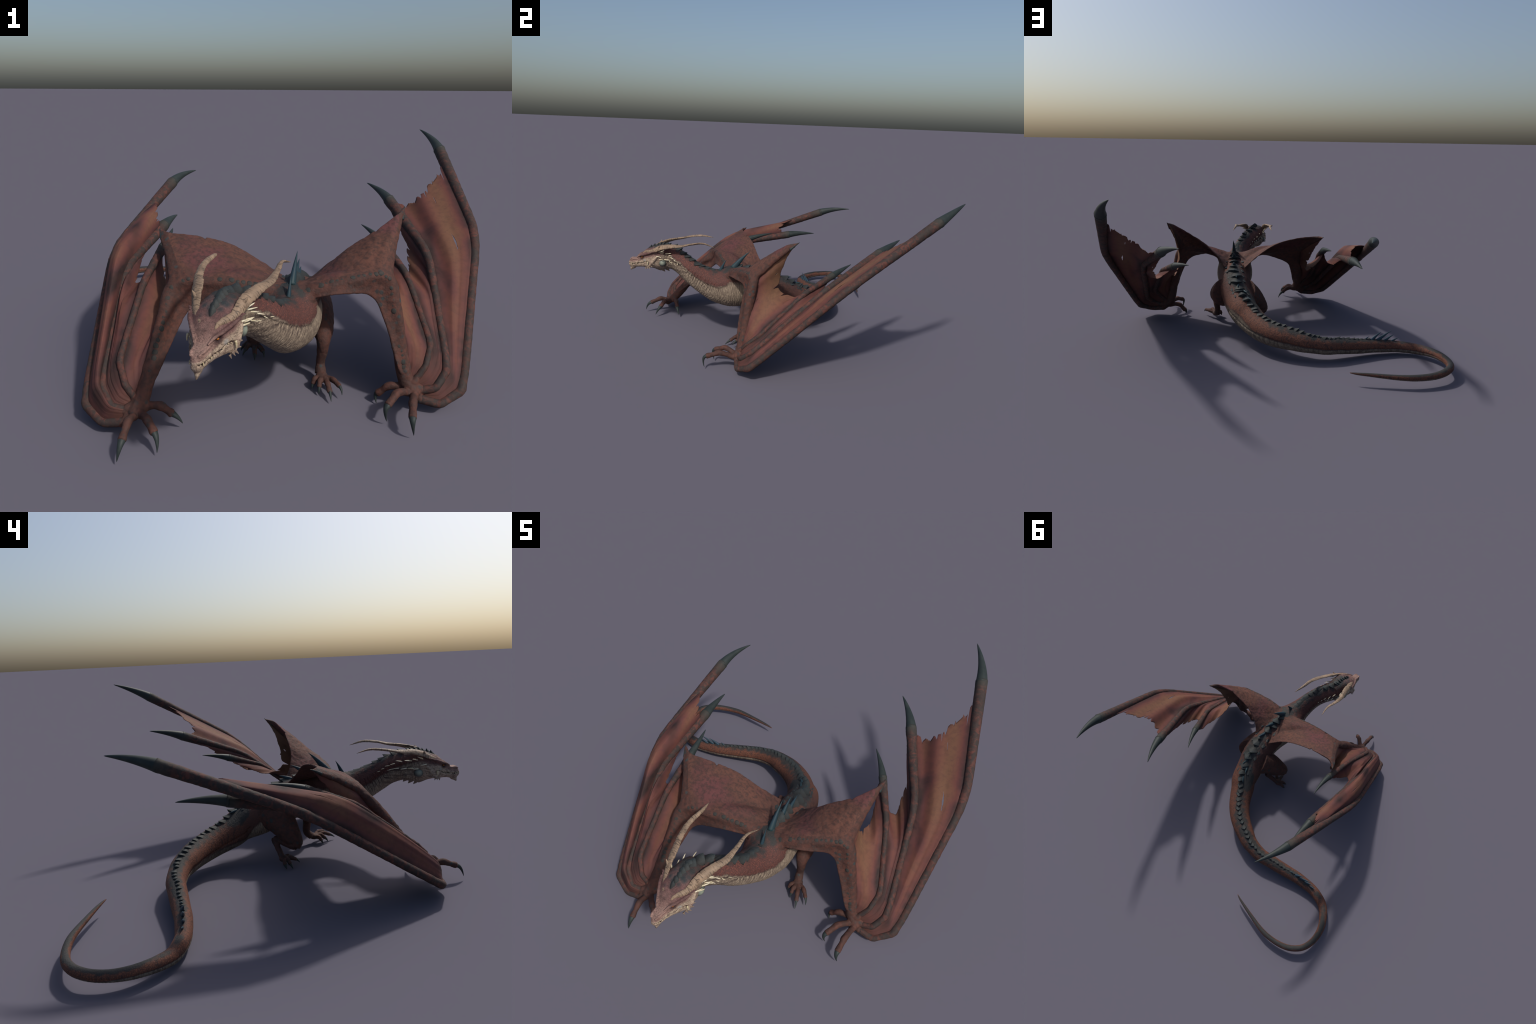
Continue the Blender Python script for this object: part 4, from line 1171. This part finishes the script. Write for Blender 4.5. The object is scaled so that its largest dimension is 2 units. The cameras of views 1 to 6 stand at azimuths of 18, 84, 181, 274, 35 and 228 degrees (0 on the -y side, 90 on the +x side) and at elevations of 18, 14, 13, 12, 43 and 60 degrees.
# ------------------------------------------------------------------ jagged crest behind each brow
for f in ((lambda p: p), mirror_x):
    for q_ in range(8):
        c_ = A(.240, -.862, .524)*(1 - q_/7) + A(.266, -.808, .546)*(q_/7)
        k_ = 1 + .35*math.sin(q_*2.1)
        Vt, Ft = path_tube([tuple(f(c_ - A(.006, 0, .001))) + (.0060, .0042), tuple(f(c_ + A(.0025*k_, .002, .001))) + (.0044, .0030), tuple(f(c_ + A(.0075*k_, .0065, .002))) + (.0008, .0006)], 9, 10)
        new_object("brow_spike", new_mesh("brow_spike", Vt, Ft), BODY["head"], M['skin'])

# ------------------------------------------------------------------ face: eyes, ear discs, teeth, thorns, beard
for f in ((lambda p: p), mirror_x):
    c = f(EYE + A(-.0050, 0, .0005))
    Ve, Fe = ellipsoid(c, (.0050, .0056, .0040), n=16, m=20)
    new_object("eye", new_mesh("eye", Ve, Fe), BODY["head"], M['eye'])
    c = f(A(.249, -.757, .470))
    Ve, Fe = ellipsoid(c, (.0145, .0235, .0215), n=24, m=30)
    new_object("ear_disc", new_mesh("ear_disc", Ve, Fe), BODY["head"], M['ear'])

def cone(base, tip, r, bow=A(0, 0, 0), n=10, m=10):
    base, tip = np.asarray(base, float), np.asarray(tip, float)
    P = bezier(base, (base + tip)/2 + bow, tip, n); t = np.linspace(0, 1, n)
    rr = r*np.sqrt(np.clip(1 - t**1.6, 0, 1))*.98 + r*.02
    return tube(P, rr, rr, m, unit(np.cross(tip - base, A(.3, .2, .9)) + A(1e-3, 0, 0)))

rt = random.Random(3)
for f in ((lambda p: p), mirror_x):
    for q in range(2, 38, 3):
        p = MOUTH[q]; out = A(.0012, -.0002, 0)
        lng = .0042*rt.uniform(.6, 1.25)
        if q == 5:
            lng = .011
        if q == 14:
            lng = .008
        upj = q % 2 == 1
        dz = lng if upj else -lng
        b = p + out + A(0, 0, -.0035 if upj else .0035)
        Vt, Ft = cone(f(b), f(b + A(.0008, -.0008, dz)), .0016 if lng < .008 else .0024)
        new_object("tooth", new_mesh("tooth", Vt, Ft), BODY["head"], M['tooth'])
    # fang at the jaw corner
    Vt, Ft = cone(f(A(.259, -.848, .480)), f(A(.262, -.850, .456)), .0042, f(A(HX + .003, 0, 0)) - A(HX, 0, 0))
    new_object("tooth", new_mesh("tooth", Vt, Ft), BODY["head"], M['tooth'])

def thorn(base, tip, r, f, parent):
    b, n = on_skin(f(np.array(base)))
    tp = f(np.array(tip))
    Vt, Ft = cone(b - unit(tp - b)*.004, tp, r, np.array(n)*.004)
    new_object("neck_thorn", new_mesh("neck_thorn", Vt, Ft), parent, M['thorn'])

def flank(s, h, q):
    i = int(np.clip(np.searchsorted(S_LEN, s), 0, len(SPINE) - 1))
    return SPINE[i, :3] + S_U[i]*SPINE[i, 4]*h + S_S[i]*q*SPINE[i, 3]*math.sqrt(max(0, 1 - h*h)), S_T[i], S_S[i]*q, S_U[i]
for q in (-1, 1):
    for s, h, ln, r in ((-.002, .42, .030, .0034), (.030, .42, .044, .0036), (.055, .36, .036, .003), (.080, .32, .030, .0028), (.105, .27, .026, .0024), (.135, .22, .022, .0021), (.165, .20, .016, .0018),
                        (-.004, -.10, .030, .0036), (.022, -.08, .036, .0038), (.045, -.06, .034, .0032), (.068, -.06, .028, .0028), (.092, -.05, .024, .0024), (.118, -.04, .018, .0018)):
        p, T, S, U = flank(max(s, 0), h, q)
        p = p + T*min(s, 0)
        b, n = on_skin(p)
        tp = b + unit(T*.85 + n*.42 + U*.12)*ln
        Vt, Ft = cone(b - n*.003, tp, r, n*.003)
        new_object("neck_thorn", new_mesh("neck_thorn", Vt, Ft), BODY["neck"], M['thorn'])
    # thorn above the ear disc, and one on the cheek edge
    f = (lambda p: p) if q > 0 else mirror_x
    thorn((.262, -.775, .545), (.284, -.742, .560), .0034, f, BODY["head"])
    thorn((.255, -.790, .512), (.270, -.760, .510), .0032, f, BODY["head"])

def blade(base, tip, half, thick, n=8):
    """small flat pointed spike with depth"""
    base, tip = np.asarray(base, float), np.asarray(tip, float)
    P = np.linspace(0, 1, n)[:, None]*(tip - base) + base
    t = np.linspace(0, 1, n)
    return tube(P, half*(1 - t)**.8 + .0004, thick*(1 - t) + .0004, 10, (1, 0, .02))
for y, z, ln in ((-.800, .424, .010), (-.782, .418, .015), (-.758, .415, .020), (-.730, .418, .018), (-.702, .424, .014), (-.815, .427, .007)):
    b = A(HX + .002, y - .016, z + .009)
    Vt, Ft = blade(b, b + A(0, .020 + ln*.35, -ln - .009), .016, .006)
    new_object("beard_spike", new_mesh("beard_spike", Vt, Ft), BODY["head"], M['beard'])
for f in ((lambda p: p), mirror_x):
    for b, t_ in (((.250, -.852, .446), (.259, -.848, .431)), ((.254, -.842, .446), (.264, -.834, .432)), ((.257, -.832, .454), (.267, -.819, .447)), ((.246, -.862, .440), (.252, -.862, .428)), ((.258, -.822, .466), (.268, -.808, .464))):
        Vt, Ft = blade(f(A(*b)), f(A(*t_)), .006, .004)
        new_object("jaw_spike", new_mesh("jaw_spike", Vt, Ft), BODY["head"], M['beard'])

# ------------------------------------------------------------------ scutes: low horny bumps along the arm bones
def dome(c, n, T, r, hgt_):
    n = unit(n); T = unit(T - n*np.dot(T, n)); B = np.cross(n, T)
    rings = []
    for k_ in range(5):
        a0 = k_/4*np.pi/2
        rr = r*math.cos(a0)*.999 + r*.001; z = hgt_*math.sin(a0) - .0015
        a = np.linspace(0, 2*np.pi, 10, endpoint=False)
        rings.append(c + n*z + rr*(np.cos(a)[:, None]*T*1.2 + np.sin(a)[:, None]*B))
    return loft_rings(np.array(rings))
for sd, W in WING.items():
    arm = catmull(np.array(W['arm'])[:, :3], 200)
    Ta = tangents(arm)
    rs = random.Random(11 if sd == 'L' else 12)
    bumps = []
    for k_ in range(34):
        fr = .08 + .84*k_/33
        i = int(fr*199)
        front = A(.05 if sd == 'L' else .15, -.80, .60) if fr < .46 else (A(.02, -.90, .42) if sd == 'L' else A(.44, -.78, .45))
        for rep in range(4):
            off = front + np.array([rs.uniform(-.3, .3), rs.uniform(-.3, .3), rs.uniform(-.3, .3)])*(0.4 + rep)
            off = unit(off - Ta[i]*np.dot(off, Ta[i]))
            loc, nrm, idx, dd = bvh.ray_cast(Vector(arm[i] + off*.09), Vector(-off))
            if loc is None:
                continue
            r = rs.uniform(.0045, .0115) if rep == 0 else rs.uniform(.002, .0055)
            if rep == 0 and rs.random() < .12:
                continue
            bumps.append(dome(np.array(loc), np.array(nrm), Ta[i] + np.array([rs.uniform(-.4, .4) for _ in range(3)]), r, r*rs.uniform(.20, .34)))
    Vb, Fb = merge(bumps)
    so = new_object("scutes", new_mesh("scutes", Vb, Fb), BODY["forelimb_" + sd], M['scute'])
    so["kind"] = "stuff"

for sp_ in (SPIKE, TSPIKE):
    if sp_.users == 0:
        bpy.data.meshes.remove(sp_)
